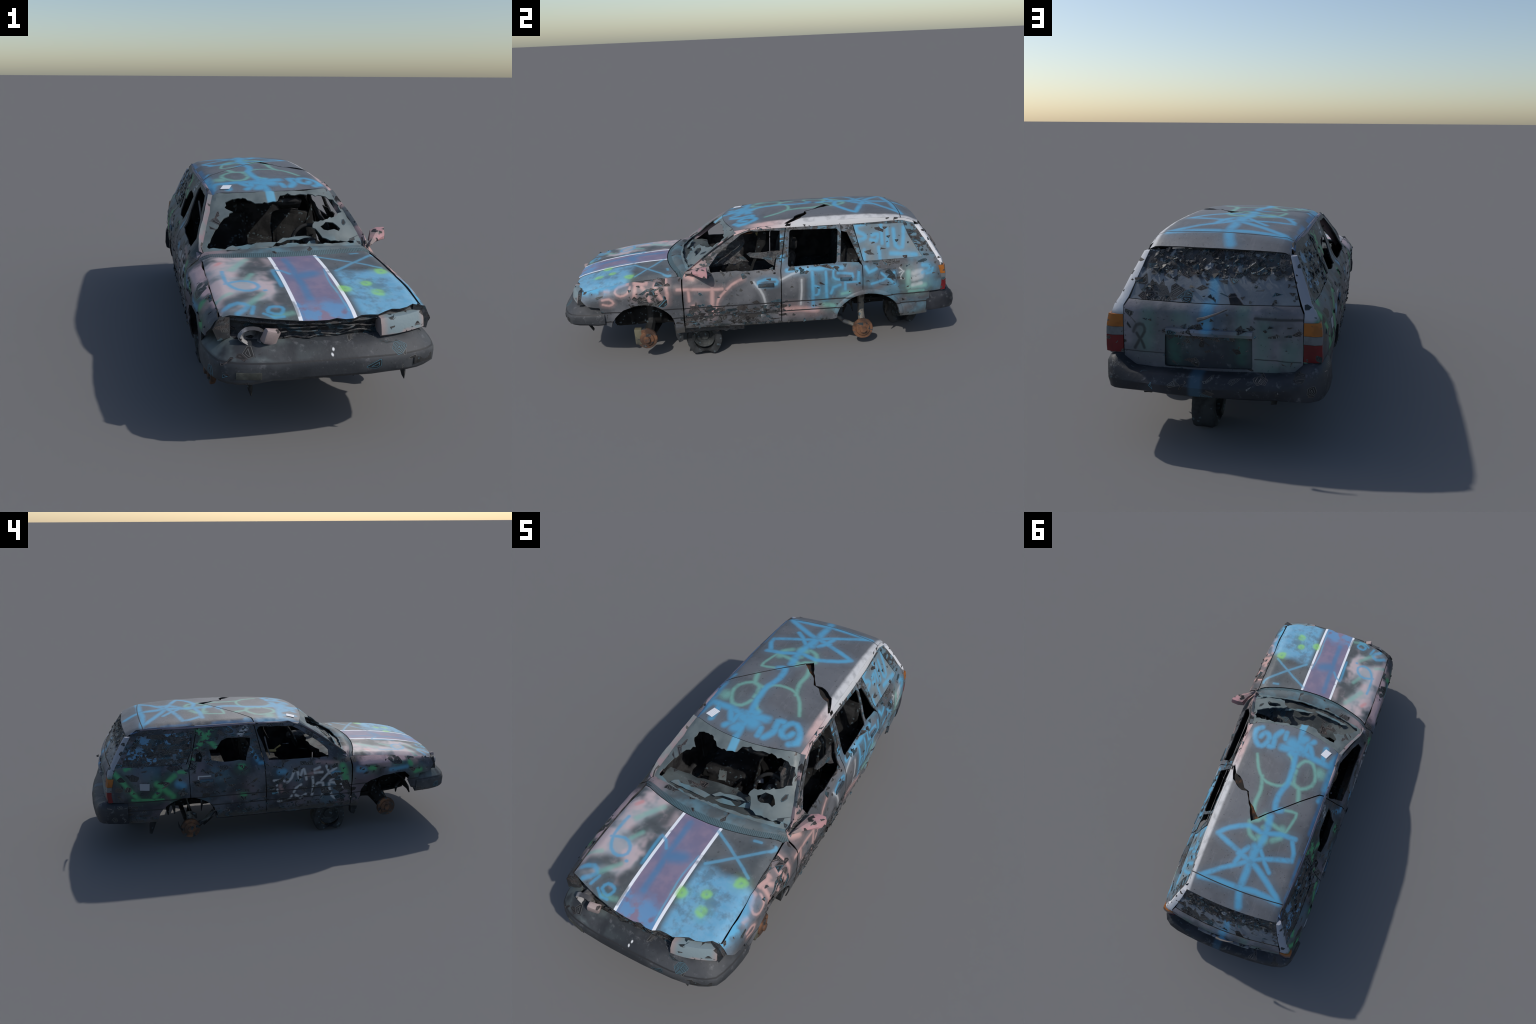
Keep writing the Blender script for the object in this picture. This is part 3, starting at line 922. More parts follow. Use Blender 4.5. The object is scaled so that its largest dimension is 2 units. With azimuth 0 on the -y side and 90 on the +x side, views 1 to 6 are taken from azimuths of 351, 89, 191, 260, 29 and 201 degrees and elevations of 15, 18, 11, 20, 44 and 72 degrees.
def loft(name, parent, rings, mats, closed=True, caps=True, smooth=40, bumps=0.0, bump_scale=14):
    """skin through cross-sections with the same number of points"""
    n = len(rings[0])
    co = [Vector(p) for ring in rings for p in ring]
    if bumps:
        co = [p + Vector((dent(p, bumps, bump_scale), dent(p + Vector((3, 1, 2)), bumps, bump_scale), dent(p + Vector((5, 9, 4)), bumps, bump_scale))) for p in co]
    faces = []
    for i in range(len(rings) - 1):
        for j in range(n if closed else n - 1):
            a, b = i * n + j, i * n + (j + 1) % n
            faces.append((a, b, b + n, a + n))
    if caps and closed:
        faces.append(tuple(range(n))[::-1])
        faces.append(tuple((len(rings) - 1) * n + j for j in range(n)))
    me = bpy.data.meshes.new(name)
    me.from_pydata(co, [], faces)
    bm = bmesh.new()
    bm.from_mesh(me)
    bmesh.ops.recalc_face_normals(bm, faces=bm.faces[:])
    bm.to_mesh(me)
    bm.free()
    return add(name, me, parent, mats, smooth)


def tube(name, parent, path, radius, mats, n=8, flat=1.0, bumps=0.0):
    """rod, pillar or strut along a path; radius may vary"""
    path = [Vector(p) for p in path]
    rad = radius if isinstance(radius, (list, tuple)) else [radius] * len(path)
    rings, up = [], Vector((0, 0, 1))
    for i, p in enumerate(path):
        d = (path[min(i + 1, len(path) - 1)] - path[max(i - 1, 0)]).normalized()
        ref = up if abs(d.z) < .95 else Vector((1, 0, 0))
        a = d.cross(ref).normalized()
        b = a.cross(d)
        rings.append([p + (a * math.cos(t) + b * flat * math.sin(t)) * rad[i] for t in (2 * math.pi * k / n for k in range(n))])
    return loft(name, parent, rings, mats, bumps=bumps)


def box(name, parent, centre, size, mats, bevel=.006, turn=(0, 0, 0), bumps=0.0, cuts=0, taper=1.0, smooth=40):
    bm = bmesh.new()
    bmesh.ops.create_cube(bm, size=1)
    for v in bm.verts:
        k = taper if v.co.z > 0 else 1
        v.co = Vector((v.co.x * size[0] * k, v.co.y * size[1] * k, v.co.z * size[2]))
    if bevel:
        bmesh.ops.bevel(bm, geom=bm.edges[:], offset=bevel, segments=2, profile=.6, affect="EDGES")
    if cuts:
        bmesh.ops.triangulate(bm, faces=bm.faces[:])
        bmesh.ops.subdivide_edges(bm, edges=bm.edges[:], cuts=cuts, use_grid_fill=True)
    m = Matrix.Translation(centre) @ Matrix.Rotation(turn[2], 4, "Z") @ Matrix.Rotation(turn[1], 4, "Y") @ Matrix.Rotation(turn[0], 4, "X")
    for v in bm.verts:
        v.co = m @ v.co
        if bumps:
            v.co += Vector((dent(v.co, bumps, 22), dent(v.co + Vector((3, 1, 2)), bumps, 22), dent(v.co + Vector((5, 9, 4)), bumps, 22)))
    me = bpy.data.meshes.new(name)
    bm.to_mesh(me)
    bm.free()
    return add(name, me, parent, mats, smooth)


def lathe(name, parent, centre, profile, mats, axis="X", n=28, turn=0.0, bumps=0.0, squash=None):
    """body of revolution: profile of (radius, offset along the axis)"""
    rings = []
    for k in range(n):
        a = 2 * math.pi * k / n
        ring = []
        for rr, off in profile:
            p = Vector((off, rr * math.cos(a), rr * math.sin(a)))
            if squash:
                p = squash(p)
            ring.append(Vector(centre) + Matrix.Rotation(turn, 3, "Z") @ p)
        rings.append(ring)
    rings.append(rings[0])
    co, faces, m = [], [], len(profile)
    for ring in rings[:-1]:
        co += ring
    for k in range(n):
        for j in range(m - 1):
            a, b = k * m + j, ((k + 1) % n) * m + j
            faces.append((a, b, b + 1, a + 1))
    if bumps:
        co = [p + Vector((dent(p, bumps, 20), dent(p + Vector((3, 1, 2)), bumps, 20), dent(p + Vector((5, 9, 4)), bumps, 20))) for p in co]
    me = bpy.data.meshes.new(name)
    me.from_pydata(co, [], faces)
    bm = bmesh.new()
    bm.from_mesh(me)
    bmesh.ops.remove_doubles(bm, verts=bm.verts[:], dist=1e-5)
    bmesh.ops.recalc_face_normals(bm, faces=bm.faces[:])
    bm.to_mesh(me)
    bm.free()
    return add(name, me, parent, mats, 40)


# ================================================================== the car
car = bpy.data.objects.new("burnt_station_wagon", None)
bpy.context.scene.collection.objects.link(car)
car.location = (OFF_X, OFF_Y, 0)
car.rotation_euler = (0, 0, YAW)
car["label"] = "burnt-out grey station wagon wreck covered in blue and pink graffiti"
car["category"] = "wrecked car"


def on_side(sign):
    return lambda y, z: (sign * side_x(y, z), y, z)


def on_roof(x, y):
    return (x, y, roof_z(x, y))


def on_hood(x, y):
    return (x, y, hood_z(x, y))


def on_rear(x, z):
    return (x, rear_y(x, z), z)


# ---- hood and cowl
xs = [-.312 + .624 * i / 24 for i in range(25)]
hood_outline = [(x, hood_front(x)) for x in xs] + [(.317, -.75), (.318, -.55)] + [(x, hood_rear(x)) for x in reversed(xs)] + [(-.318, -.55), (-.317, -.75)]
hood_outline = [(x, y + (.005 * math.sin(x * 70) * (y < -.86) if x > 0 else 0)) for x, y in hood_outline]
panel("hood", car, hood_outline, [], on_hood, (0, -.1, 1), [M["hood"], M["char"]], gap=.016, bumps=.0016, thick=.006)
xs = [-.322 + .644 * i / 24 for i in range(25)]


def on_cowl(x, t):
    y0, y1 = hood_rear(x) + .004, -.405 + .5 * x * x + .006
    z0, z1 = hood_z(x, hood_rear(x)) - .002, .464 - .16 * x * x
    return (x, y0 + (y1 - y0) * t, z0 + (z1 - z0) * t + .014 * math.sin(t * math.pi) * (1 - .8 * (x / .33) ** 2))


panel("cowl", car, [(-.328, 0), (.328, 0), (.328, 1), (-.328, 1)], [], on_cowl, (0, -.2, 1), [M["cowl"], M["char"]], gap=.03, bumps=.002)

# ---- windshield with its broken opening
ws_hole = [(-.777, .83), (-.679, .872), (-.518, .91), (-.427, .865), (-.339, .80), (-.181, .79), (-.053, .80), (.027, .81),
           (.061, .925), (.215, .955), (.273, .915), (.467, .945), (.588, .92), (.771, .87), (.87, .82), (.945, .80), (.965, .70),
           (.945, .553), (.873, .53), (.704, .47), (.469, .405), (.386, .335), (.428, .285), (.457, .215), (.486, .144),
           (.57, .088), (.86, .072), (.862, .052), (.53, .04), (.262, .045), (.126, .030), (.028, .042), (-.199, .03),
           (-.514, .026), (-.88, .045), (-.918, .08), (-.895, .17), (-.895, .25), (-.85, .37), (-.784, .52), (-.655, .65), (-.722, .67), (-.77, .745)]
ws_hole = ragged(ws_hole, .016, .04, 5)
ws_eye = ragged([(.508, .334), (.623, .404), (.719, .387), (.753, .336), (.775, .274), (.733, .24), (.683, .272), (.59, .26), (.533, .284)], .008, .06, 6)
ws_frame = [(-1, 0), (-.5, 0), (0, 0), (.5, 0), (1, 0), (1, .5), (1, 1), (.5, 1), (0, 1), (-.5, 1), (-1, 1), (-1, .5)]
panel("windshield", car, ws_frame, [ws_hole, ws_eye], windshield, (0, -.6, .8), [M["glass"], M["glass"]], gap=.055, thick=.004, bumps=.005, bump_scale=13, smooth=18)
shards = [[(-.72, .05), (-.62, .128), (-.586, .10), (-.336, .134), (-.106, .14), (-.15, .058), (-.321, .063), (-.585, .056)],
          [(-.088, .137), (-.003, .20), (.289, .236), (.36, .20), (.277, .185), (.05, .172), (-.043, .112)],
          [(-.04, .06), (.05, .11), (.16, .12), (.25, .08), (.12, .05)],
          [(.26, .06), (.33, .15), (.42, .16), (.40, .09)]]
for i, s in enumerate(shards):
    panel("glass_shard", car, ragged(s, .01, .06, 30 + i), [], lambda a, b, i=i: Vector(windshield(a, b)) + Vector((0, .012 + .01 * i, -.012 - .004 * i)), (0, -.6, .8),
          [M["glass"], M["glass"]], gap=.06, thick=.003, bumps=.004, bump_scale=25, seed=40 + i)

# ---- roof, torn across
crack = [(.245, .140), (.222, .207), (.172, .243), (.154, .252), (.128, .243), (.053, .382), (.024, .357), (.10, .285), (.120, .243), (.146, .232), (.168, .196), (.212, .172), (.238, .128)]
thin = [(.026, .362), (-.011, .323), (-.066, .276), (-.142, .205), (-.221, .137), (-.243, .130), (-.243, .125), (-.219, .131), (-.142, .198), (-.066, .269), (-.011, .316), (.026, .352)]
xs = [-1 + i / 12 for i in range(25)]
front = [(s * .240, roof_front(s * .240) + .001) for s in xs]
back = [(s * .236, .812 - .3 * (s * .236) ** 2) for s in reversed(xs)]
left = [(roof_edge(y), y) for y in (-.08, 0, .1, .2, .3, .4, .5, .6, .7, .76)]
right = [(-x, y) for x, y in reversed(left)]


def sag(p):
    d = abs(p.x - .05) * .72 + (p.y - .36) if False else 0
    return -.003 * math.exp(-((p.x - .1) ** 2 + (p.y - .28) ** 2) / .01)


panel("roof", car, front + left + back + right, [ragged(crack, .003, .02, 3), thin], on_roof, (0, 0, 1), [M["roof"], M["char"]], gap=.02, bumps=.0016, bump_scale=7, crush=sag, smooth=25)
panel("headliner", car, [(-.22, -.10), (.22, -.10), (.225, .70), (-.225, .70)], [], lambda x, y: (x, y, roof_z(x, y) - .020 - .02 * math.exp(-((y + .05) / .12) ** 2)), (0, 0, 1), [M["rust"], M["rust"]], gap=.03, bumps=.004, bump_scale=20)
xc, yc = -.179, -.089
panel("paper_label", car, [(-.154, -.075), (-.170, -.115), (-.204, -.104), (-.187, -.064)], [], lambda x, y: (x, y, roof_z(x, y) + .0025), (0, 0, 1), [M["label"]], gap=.02, thick=.001, bumps=0)

# ---- body sides
F_ARCH = {1: arch(-.590, .19, .156, .126, 5, 172), -1: [(-.440, .20), (-.447, .254), (-.468, .282), (-.502, .300), (-.573, .322), (-.645, .331), (-.700, .332), (-.728, .305), (-.722, .279), (-.745, .235)]}
R_ARCH = {1: arch(.520, .175, .160, .128, 178, 2), -1: arch(.510, .16, .155, .128, 178, 2)}
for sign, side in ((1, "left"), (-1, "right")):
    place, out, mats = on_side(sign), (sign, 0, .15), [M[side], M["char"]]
    a = F_ARCH[sign]
    top = [(y, shoulder(y) - .0005) for y in (-.40, -.50, -.60, -.70, -.80, -.87)]
    fender = [(-.393, .152), (-.436, .150)] + a + [(-.775, .225), (-.79, .312), (-.85, .322), (-.878, .352), (-.872, .39)] + top[::-1] + [(-.3925, .43), (-.3925, .30)]
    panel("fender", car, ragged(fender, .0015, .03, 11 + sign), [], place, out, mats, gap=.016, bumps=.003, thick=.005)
    # doors
    if sign > 0:
        win_f = [(-.251, .452), (-.256, .477), (-.208, .532), (-.089, .612), (-.047, .622), (.102, .620), (.094, .529), (.078, .509), (.066, .446)]
        win_r = rounded([(.128, .453), (.149, .618), (.388, .612), (.370, .456)], .012)
        tri = [(.387, .462), (.403, .557), (.432, .588), (.485, .457)]
    else:
        win_f = [(.066, .450), (.117, .602), (.101, .617), (-.079, .606), (-.211, .529), (-.268, .478), (-.263, .446)]
        win_r = ragged([(.372, .466), (.379, .519), (.347, .522), (.307, .563), (.278, .572), (.160, .566), (.166, .527), (.190, .459), (.305, .457)], .004, .03, 8)
        tri = ragged([(.453, .470), (.448, .505), (.427, .515), (.417, .492), (.424, .466)], .003, .02, 9)
    low = .178 if sign > 0 else .163
    door_f = [(-.388, low), (.084, low - .004), (.090, .44), (.128, .628), (-.06, .634), (-.115, .612), (-.235, .540), (-.368, .452), (-.386, .43)]
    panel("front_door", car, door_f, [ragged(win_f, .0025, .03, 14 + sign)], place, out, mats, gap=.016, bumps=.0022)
    ra = R_ARCH[sign]
    top_z = max(z for y, z in ra)
    n_front = [p for p in ra if p[0] < .486] + [(.4945, top_z - .001)]
    door_r = [(.0885, low - .004), (ra[0][0] - .006, low - .006)] + [(y - .006, z) for y, z in n_front] + [(.490, .318), (.492, .44)] + ([(.478, .453), (.388, .459), (.402, .590), (.402, .626)] if sign > 0 else [(.478, .462), (.440, .600), (.440, .626)]) + [(.1325, .628), (.0945, .44)]
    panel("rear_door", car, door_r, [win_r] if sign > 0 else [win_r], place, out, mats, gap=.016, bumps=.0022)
    # quarter panel with window frame
    n_back = [(.4925, top_z - .001)] + [p for p in ra if p[0] > .497]
    qglass = [(.462, .624), (.72, .616), (.739, .561), (.773, .503), (.800, .459), (.500, .456)] if sign > 0 else [(.833, .461), (.796, .53), (.738, .604), (.462, .612), (.470, .521), (.500, .460)]
    quarter = n_back + [(.685, .165), (.74, .163), (.82, .17), (.83, .287), (.895, .29), (.905, .33), (.889, .41), (.876, .45), (.846, .50), (.800, .575), (.770, .615), (.742, .634)] + ([(.405, .640), (.405, .600), (.432, .592), (.486, .460)] if sign > 0 else [(.442, .640), (.4435, .602), (.482, .464)]) + [(.496, .44), (.493, .318)]
    tri_q = [(y, z) for y, z in tri if True]
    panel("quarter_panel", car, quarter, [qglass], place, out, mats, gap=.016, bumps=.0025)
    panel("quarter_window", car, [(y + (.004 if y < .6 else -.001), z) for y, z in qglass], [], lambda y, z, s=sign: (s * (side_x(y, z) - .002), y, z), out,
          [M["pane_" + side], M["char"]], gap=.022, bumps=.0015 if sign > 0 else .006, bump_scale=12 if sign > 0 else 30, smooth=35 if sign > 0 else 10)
    # roof rail
    rail = [(y, .6285 if y > -.05 else .62 + (y + .13) * .1) for y in (-.12, -.05, .1, .3, .5, .7, .76)]
    railtop = [(y, roof_z(roof_edge(y), y) + .001) for y in (.76, .7, .5, .3, .1, 0, -.10)]

    def on_rail(y, t, s=sign):
        e = roof_edge(y)
        zt = roof_z(s * e, y) - .0005
        zb = hermite(y, (-.12, -.05, .1, .5, .7, .77), (.606, .629, .6295, .6285, .630, .612))
        xb = side_x(y, zb) + .002
        k = t
        return (s * (xb + (e - xb) * k), y, zb + (zt - zb) * k + .003 * math.sin(math.pi * k))
    panel("roof_rail", car, [(-.125, 0), (.775, 0), (.765, 1), (-.120, 1)], [] if sign < 0 else [[(.128, .3), (.155, .25), (.16, .98), (.138, .98)]], on_rail, (sign, 0, .8), [M["rail_" + side], M["char"]], gap=.03, bumps=.002)
    # windshield pillar
    rings = []
    for i in range(13):
        t = i / 12
        w = Vector(windshield(sign, t))
        yb = -.375 + t * .262
        zb = .452 + t * .166 + .010 * math.sin(math.pi * t)
        d = Vector((sign * (side_x(yb, zb) + .001 + .008 * (1 - t) ** 2), yb, zb))
        inn = Vector((-sign * .016, .010, -.018))
        mid = (w + d) / 2 + Vector((sign * .006, -.004, .006))
        rings.append([w + Vector((-sign * .006, 0, .002)), mid, d, d + inn * .8, w + inn])
    loft("windshield_pillar", car, rings, [M["pillar_" + side]], bumps=.002)
    # sill below the doors
    rings = []
    for i in range(26):
        y = -.40 + i * .0302
        w = side_x(y, .17)
        up = .014 if sign > 0 else 0
        w -= .004 if sign > 0 else 0
        rings.append([(sign * x, y, z) for x, z in ((w - .004, .170 + up), (w - .002, .158 + up), (w - .012, .149 + up), (w - .05, .145 + up), (w - .06, .17 + up))])
    loft("door_sill", car, rings, [M["sill"]], bumps=.003, bump_scale=30)
    # rear pillar wrapping round to the tailgate
    pil = [(.2945, .285), (.345, .295), (.339, .405), (.331, .445), (.315, .47), (.262, .60), (.2475, .618), (.232, .614), (.280, .468), (.291, .44)]

    def on_corner(x, z, s=sign):
        xx = min(x, half_width(.9))
        return (s * xx, rear_y(xx, z), z)
    lamp = [(.290, .288), (.3435, .296), (.338, .412), (.290, .418)]
    col = []
    for i in range(15):
        z = .285 + .317 * i / 14
        inner = hermite(z, (.28, .44, .466, .615), (.292, .292, .281, .230))
        # side edge of the quarter panel
        ye = hermite(z, (.28, .33, .41, .45, .50, .575, .62), (.896, .903, .888, .875, .845, .799, .766))
        outer = side_x(ye, z)
        p, q = Vector((inner, rear_y(inner, z), z)), Vector((outer + .0015, ye - .004, z))
        bow = Vector((1, 1, 0)) * .010
        col.append([(sign * v.x, v.y, v.z) for v in (p, p.lerp(q, .35) + bow * .8, p.lerp(q, .7) + bow, q, q + Vector((-.03, -.02, 0)), p + Vector((-.0, -.02, 0)))])
    loft("rear_pillar", car, col, [M["rear_pillar_" + side]], bumps=.0012)
    # tail lamp at the corner: amber, clear and red lens
    for k, (z0, z1, mm) in enumerate(((.374, .414, "amber"), (.347, .373, "clear"), (.290, .346, "red"))):
        col = []
        for i in range(4):
            z = z0 + (z1 - z0) * i / 3
            inner = .292
            ye = hermite(z, (.28, .33, .41, .45), (.896, .903, .888, .875))
            outer = side_x(ye, z)
            p, q = Vector((inner, rear_y(inner, z) + .002, z)), Vector((outer + .005, ye - .012, z))
            bow = Vector((1, 1, 0)) * .0155
            col.append([(sign * v.x, v.y, v.z) for v in (p, p.lerp(q, .35) + bow * .9, p.lerp(q, .72) + bow, q, q + Vector((-.02, -.01, 0)), p + Vector((0, -.01, 0)))])
        loft("tail_lamp_lens", car, col, [M[mm]])
    # hubs
    for cy, cz, xx in ((-.586, .118, .322) if sign > 0 else (-.622, .110, .318), (.503 if sign > 0 else .492, .090, .318)):
        rim = [(0, .018), (.016, .018), (.018, .010), (.034, .008), (.036, .002), (.051, .002), (.053, -.002), (.053, -.012), (.050, -.016), (.02, -.03), (0, -.03)]
        d = lathe("brake_disc", car, (sign * xx, cy, cz), [(r, o * sign) for r, o in rim], [M["disc"]], n=26, bumps=.0015)
        if cy < 0:
            tube("suspension_strut", car, [(sign * (xx - .02), cy, cz), (sign * .255, cy + .02, .18), (sign * .235, cy + .03, .30)], [.030, .024, .028], [M["dark"]], bumps=.006)
            if sign > 0:
                box("brake_caliper", car, (sign * (xx - .012), cy - .040, cz + .012), (.030, .036, .080), [M["caliper"]], bumps=.004, cuts=1)
            tube("control_arm", car, [(sign * (xx - .02), cy + .01, cz), (sign * .20, cy + .04, .145), (sign * .10, cy + .05, .155)], [.026, .03, .03], [M["dark"]], flat=.6, bumps=.005)
        else:
            tube("suspension_strut", car, [(sign * (xx - .018), cy, cz + .03), (sign * .265, cy, .17), (sign * .24, cy + .005, .27)], [.018, .016, .020], [M["strut"]], bumps=.004)
            tube("trailing_arm", car, [(sign * (xx - .012), cy - .02, cz + .01), (sign * .285, cy - .09, .125), (sign * .27, cy - .135, .165)], [.014, .016, .018], [M["strut"]], flat=.6, bumps=.005)
            tube("axle_link", car, [(sign * (xx - .03), cy + .01, cz), (sign * .12, cy + .03, .15)], [.012, .014], [M["dark"]], bumps=.004)
    # lip round the rear wheel opening
    if sign > 0:
        rings = []
        for y, z in ra:
            x = side_x(y, z)
            c = Vector((y - .52, z - .175)).normalized()
            rings.append([(sign * (x + d), y + c.x * k, z + c.y * k) for d, k in ((-.004, -.002), (.007, 0), (.008, .008), (.004, .018), (-.004, .022))])
        loft("wheel_arch_lip", car, rings, [M[side]], bumps=.002)
    # mud flaps
    fl = [(-.445, .19), (-.400, .17), (-.408, .095), (-.428, .088), (-.440, .125)]
    panel("mud_flap", car, fl, [], lambda y, z, s=sign: (s * (.335 - .1 * (.165 - z)), y, z), out, [M["rubber"], M["rubber"]], gap=.02, thick=.035, bumps=.002)

panel("torn_panel", car, ragged([(-.071, .518), (.094, .519), (.085, .50), (.062, .459), (.02, .487), (-.056, .496)], .005, .02, 77), [], lambda y, z: (side_x(y, z) - .02, y, z), (1, 0, 0), [M["nose"], M["char"]], gap=.015, bumps=.008, bump_scale=30, smooth=15)
panel("torn_panel", car, ragged([(-.24, .455), (-.235, .50), (-.16, .555), (-.09, .60), (-.07, .55), (-.10, .50), (-.06, .46)], .006, .02, 78), [], lambda y, z: (side_x(y, z) - .10, y, z), (1, 0, 0), [M["nose"], M["char"]], gap=.015, bumps=.008, bump_scale=30, smooth=15)
# dark plate laid on the panel stands in for the small right rear window hole
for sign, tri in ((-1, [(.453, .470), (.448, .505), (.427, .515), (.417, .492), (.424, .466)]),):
    panel("vent_dark_plate", car, tri, [], lambda y, z, s=sign: (s * (side_x(y, z) + .0015), y, z), (sign, 0, .2), [M["void"], M["void"]], gap=.02, thick=.001, bumps=.0005)

# ---- front end
def plan(profile_y, n=33, half=.345):
    """bumper plan: points from right to left"""
    return [(-half + 2 * half * i / (n - 1)) for i in range(n)]


def front_bumper_y(x):
    return hermite(abs(x), (0, .12, .18, .24, .28, .31, .335, .35), (-1.0, -.998, -.994, -.984, -.973, -.960, -.938, -.905))


def bumper(name, line, sect, mats, bumps):
    rings = []
    for i, (x, y) in enumerate(line):
        a, b = Vector(line[max(i - 1, 0)]), Vector(line[min(i + 1, len(line) - 1)])
        t = (b - a).normalized()
        nrm = Vector((t.y, -t.x))
        rings.append([(x - nrm.x * d, y - nrm.y * d, z) for d, z in sect(x, y)])
    return loft(name, car, rings, mats, bumps=bumps, bump_scale=16)


half = [(0, -.997), (.06, -.997), (.12, -.996), (.18, -.993), (.24, -.984), (.28, -.973), (.31, -.960), (.335, -.938), (.350, -.905), (.361, -.86), (.367, -.81), (.369, -.772)]
line = [(-x, y) for x, y in reversed(half[1:])] + half


def front_section(x, y):
    z0 = .219 - (.012 if x < -.2 else 0)
    # outer face, crease, sloping top shelf
    return [(.014, z0), (.002, z0 + .012), (0, .262), (.004, .276), (.012, .284), (.030, .300), (.052, .318), (.075, .324), (.085, .30), (.06, .23)]


bumper("front_bumper", line, front_section, [M["front_bumper"]], .0028)
for sx, zz in ((-.245, .240), (.285, .250)):  # right: lamp; left: dark box standing in for a recess
    box("bumper_lamp_recess_box", car, (sx, front_bumper_y(sx) + (.009 if sx < 0 else .012), zz), (.075, .02, .022), [M["lampglass"] if sx < 0 else M["dark"]], bevel=.003, turn=(0, 0, .42 if sx > 0 else -.22))
# dark crushed nose between bumper and hood
rings = []
for i in range(41):
    x = -.318 + .636 * i / 40
    y = hood_front(x)
    zt = hood_z(x, y) - .004
    ring = []
    for k, (dy, f) in enumerate(((.012, 1), (.004, .86), (.020, .70), (.024, .50), (.020, .34), (.004, .22), (.012, .0), (.06, .0), (.06, 1))):
        jag = .006 * noise.noise(Vector((x * 40, k * 3.1, 2)))
        ring.append((x, y + dy + jag, .302 + (zt - .302) * f + .004 * noise.noise(Vector((x * 30, k * 2.2, 9)))))
    rings.append(ring)
loft("grille", car, rings, [M["nose"]], smooth=20)
for k, (z, x0, x1) in enumerate(((.326, -.13, .02), (.333, -.02, .14), (.343, -.14, -.03), (.347, .02, .15), (.356, -.12, .10))):
    tube("grille_bar", car, [(x, hood_front(x) + .010 + .014 * noise.noise(Vector((x * 24, k, 5))), z + .008 * noise.noise(Vector((x * 16, k * 4, 1)))) for x in [x0 + (x1 - x0) * i / 12 for i in range(13)]], [.0025 + .003 * abs(noise.noise(Vector((i * .7, k, 8)))) for i in range(13)], [M["nose"]], n=5)
# left head lamp is still there, the right one is an empty socket
rings = []
for i in range(7):
    t = i / 6
    x = .160 + .154 * t
    y = -.952 + .048 * t ** 1.6
    rings.append([(x, y + .012, .318 + .002 * t), (x, y, .326), (x, y + .004, .350), (x, y + .016, .372 + .003 * t), (x, y + .06, .374), (x, y + .06, .318)])
loft("head_lamp", car, rings, [M["headlamp"]], bumps=.0015)
lathe("lamp_socket", car, (-.228, -.917, .338), [(.040, 0), (.034, -.016), (.026, -.006), (.020, .03), (0, .035)], [M["socket"]], n=18, turn=math.pi / 2, bumps=.004, squash=lambda p: Vector((p.x, p.y * 1.05, p.z * .72)))
box("lamp_fragment", car, (-.176, -.938, .341), (.046, .026, .046), [M["headlamp"]], bevel=.007, turn=(.2, .25, .25), bumps=.004, cuts=1, smooth=20)
for sign in (1, -1):
    rings = []
    for i in range(6):
        t = i / 5
        y = -.892 + .075 * t
        zt, zb = .388 - .045 * t ** 1.5, .322
        x = min(side_x(max(y, -.9), .34), .340) - .004
        rings.append([(sign * (x - .012), y - .01 * (1 - t), zb), (sign * x, y, (zt + zb) / 2), (sign * (x - .018), y, zt), (sign * (x - .05), y + .01, zt), (sign * (x - .05), y + .01, zb)])
    loft("corner_lamp", car, rings, [M["nose"]], bumps=.005, bump_scale=40, smooth=20)
for px, pz, h in ((-.243, .204, .034), (.226, .214, .026)):
    tube("torn_strip", car, [(px, front_bumper_y(px) + .02, pz + .012), (px + .004, front_bumper_y(px) + .02, pz - h * .5), (px + .006, front_bumper_y(px) + .018, pz - h)], [.010, .006, .001], [M["dark"]], n=4)
box("tow_tab", car, (.262, -.86, .205), (.02, .05, .03), [M["dark"]], bumps=.004, cuts=1)

# torn undertray behind the bumper and scraps below the left sill
r = random.Random(12)
tray = [(-.30 + .6 * i / 24, .188 + r.uniform(-.018, .006)) for i in range(25)]
panel("undertray", car, tray + [(.30, .235), (-.30, .235)], [], lambda x, z: (x, -.935 + .5 * x * x + (.23 - z) * .8, z), (0, -1, -.2), [M["dark"], M["dark"]], gap=.02, bumps=.006, bump_scale=20, thick=.006)
scrap = [(-.40 + .30 * i / 20, .142 - abs(r.uniform(-.002, .016)) * (1 if i % 3 else .2)) for i in range(21)]
panel("sill_scrap", car, scrap + [(-.10, .16), (-.40, .16)], [], lambda y, z: (side_x(y, .17) - .03 - (.15 - z) * .4, y, z), (1, 0, -.2), [M["sill"], M["dark"]], gap=.02, bumps=.005, bump_scale=30, thick=.004)

# ---- rear end
gate = [(-.2905, .243), (.2905, .243), (.2895, .44), (.2775, .4615), (-.2775, .4615), (-.2895, .44)]
recess = rounded([(-.134, .262), (.150, .256), (.146, .366), (-.134, .366)], .01)


def gate_crush(p):
    return 0


panel("tailgate", car, gate, [recess], on_rear, (0, 1, 0), [M["rear"], M["char"]], gap=.016, bumps=.0028)
panel("number_plate_recess", car, [(x * 1.02, z) for x, z in recess], [], lambda x, z: (x, rear_y(x, z) - .008, z), (0, 1, 0), [M["plate"], M["char"]], gap=.018, bumps=.003, bump_scale=20)
rings = []
for i in range(15):
    x = .140 - .275 * i / 14
    y = rear_y(x, .375)
    rings.append([(x, y - .004, .388), (x, y + .010, .386), (x, y + .014, .378 - .002 * i / 14), (x, y + .010, .366), (x, y - .006, .366)])
loft("tailgate_handle", car, rings, [M["rear"]], bumps=.002)
glass = [(-.276, .4625), (.276, .4625), (.234, .605), (.12, .615), (0, .618), (-.12, .615), (-.230, .608)]


def glitch_facets(p):  # uneven facets imitating scan garbage across the upper rear glass
    k = step(.50, .56, p.z + .03 * noise.noise(p * 14))
    return .010 * k * (noise.noise(p * 45) - .2)


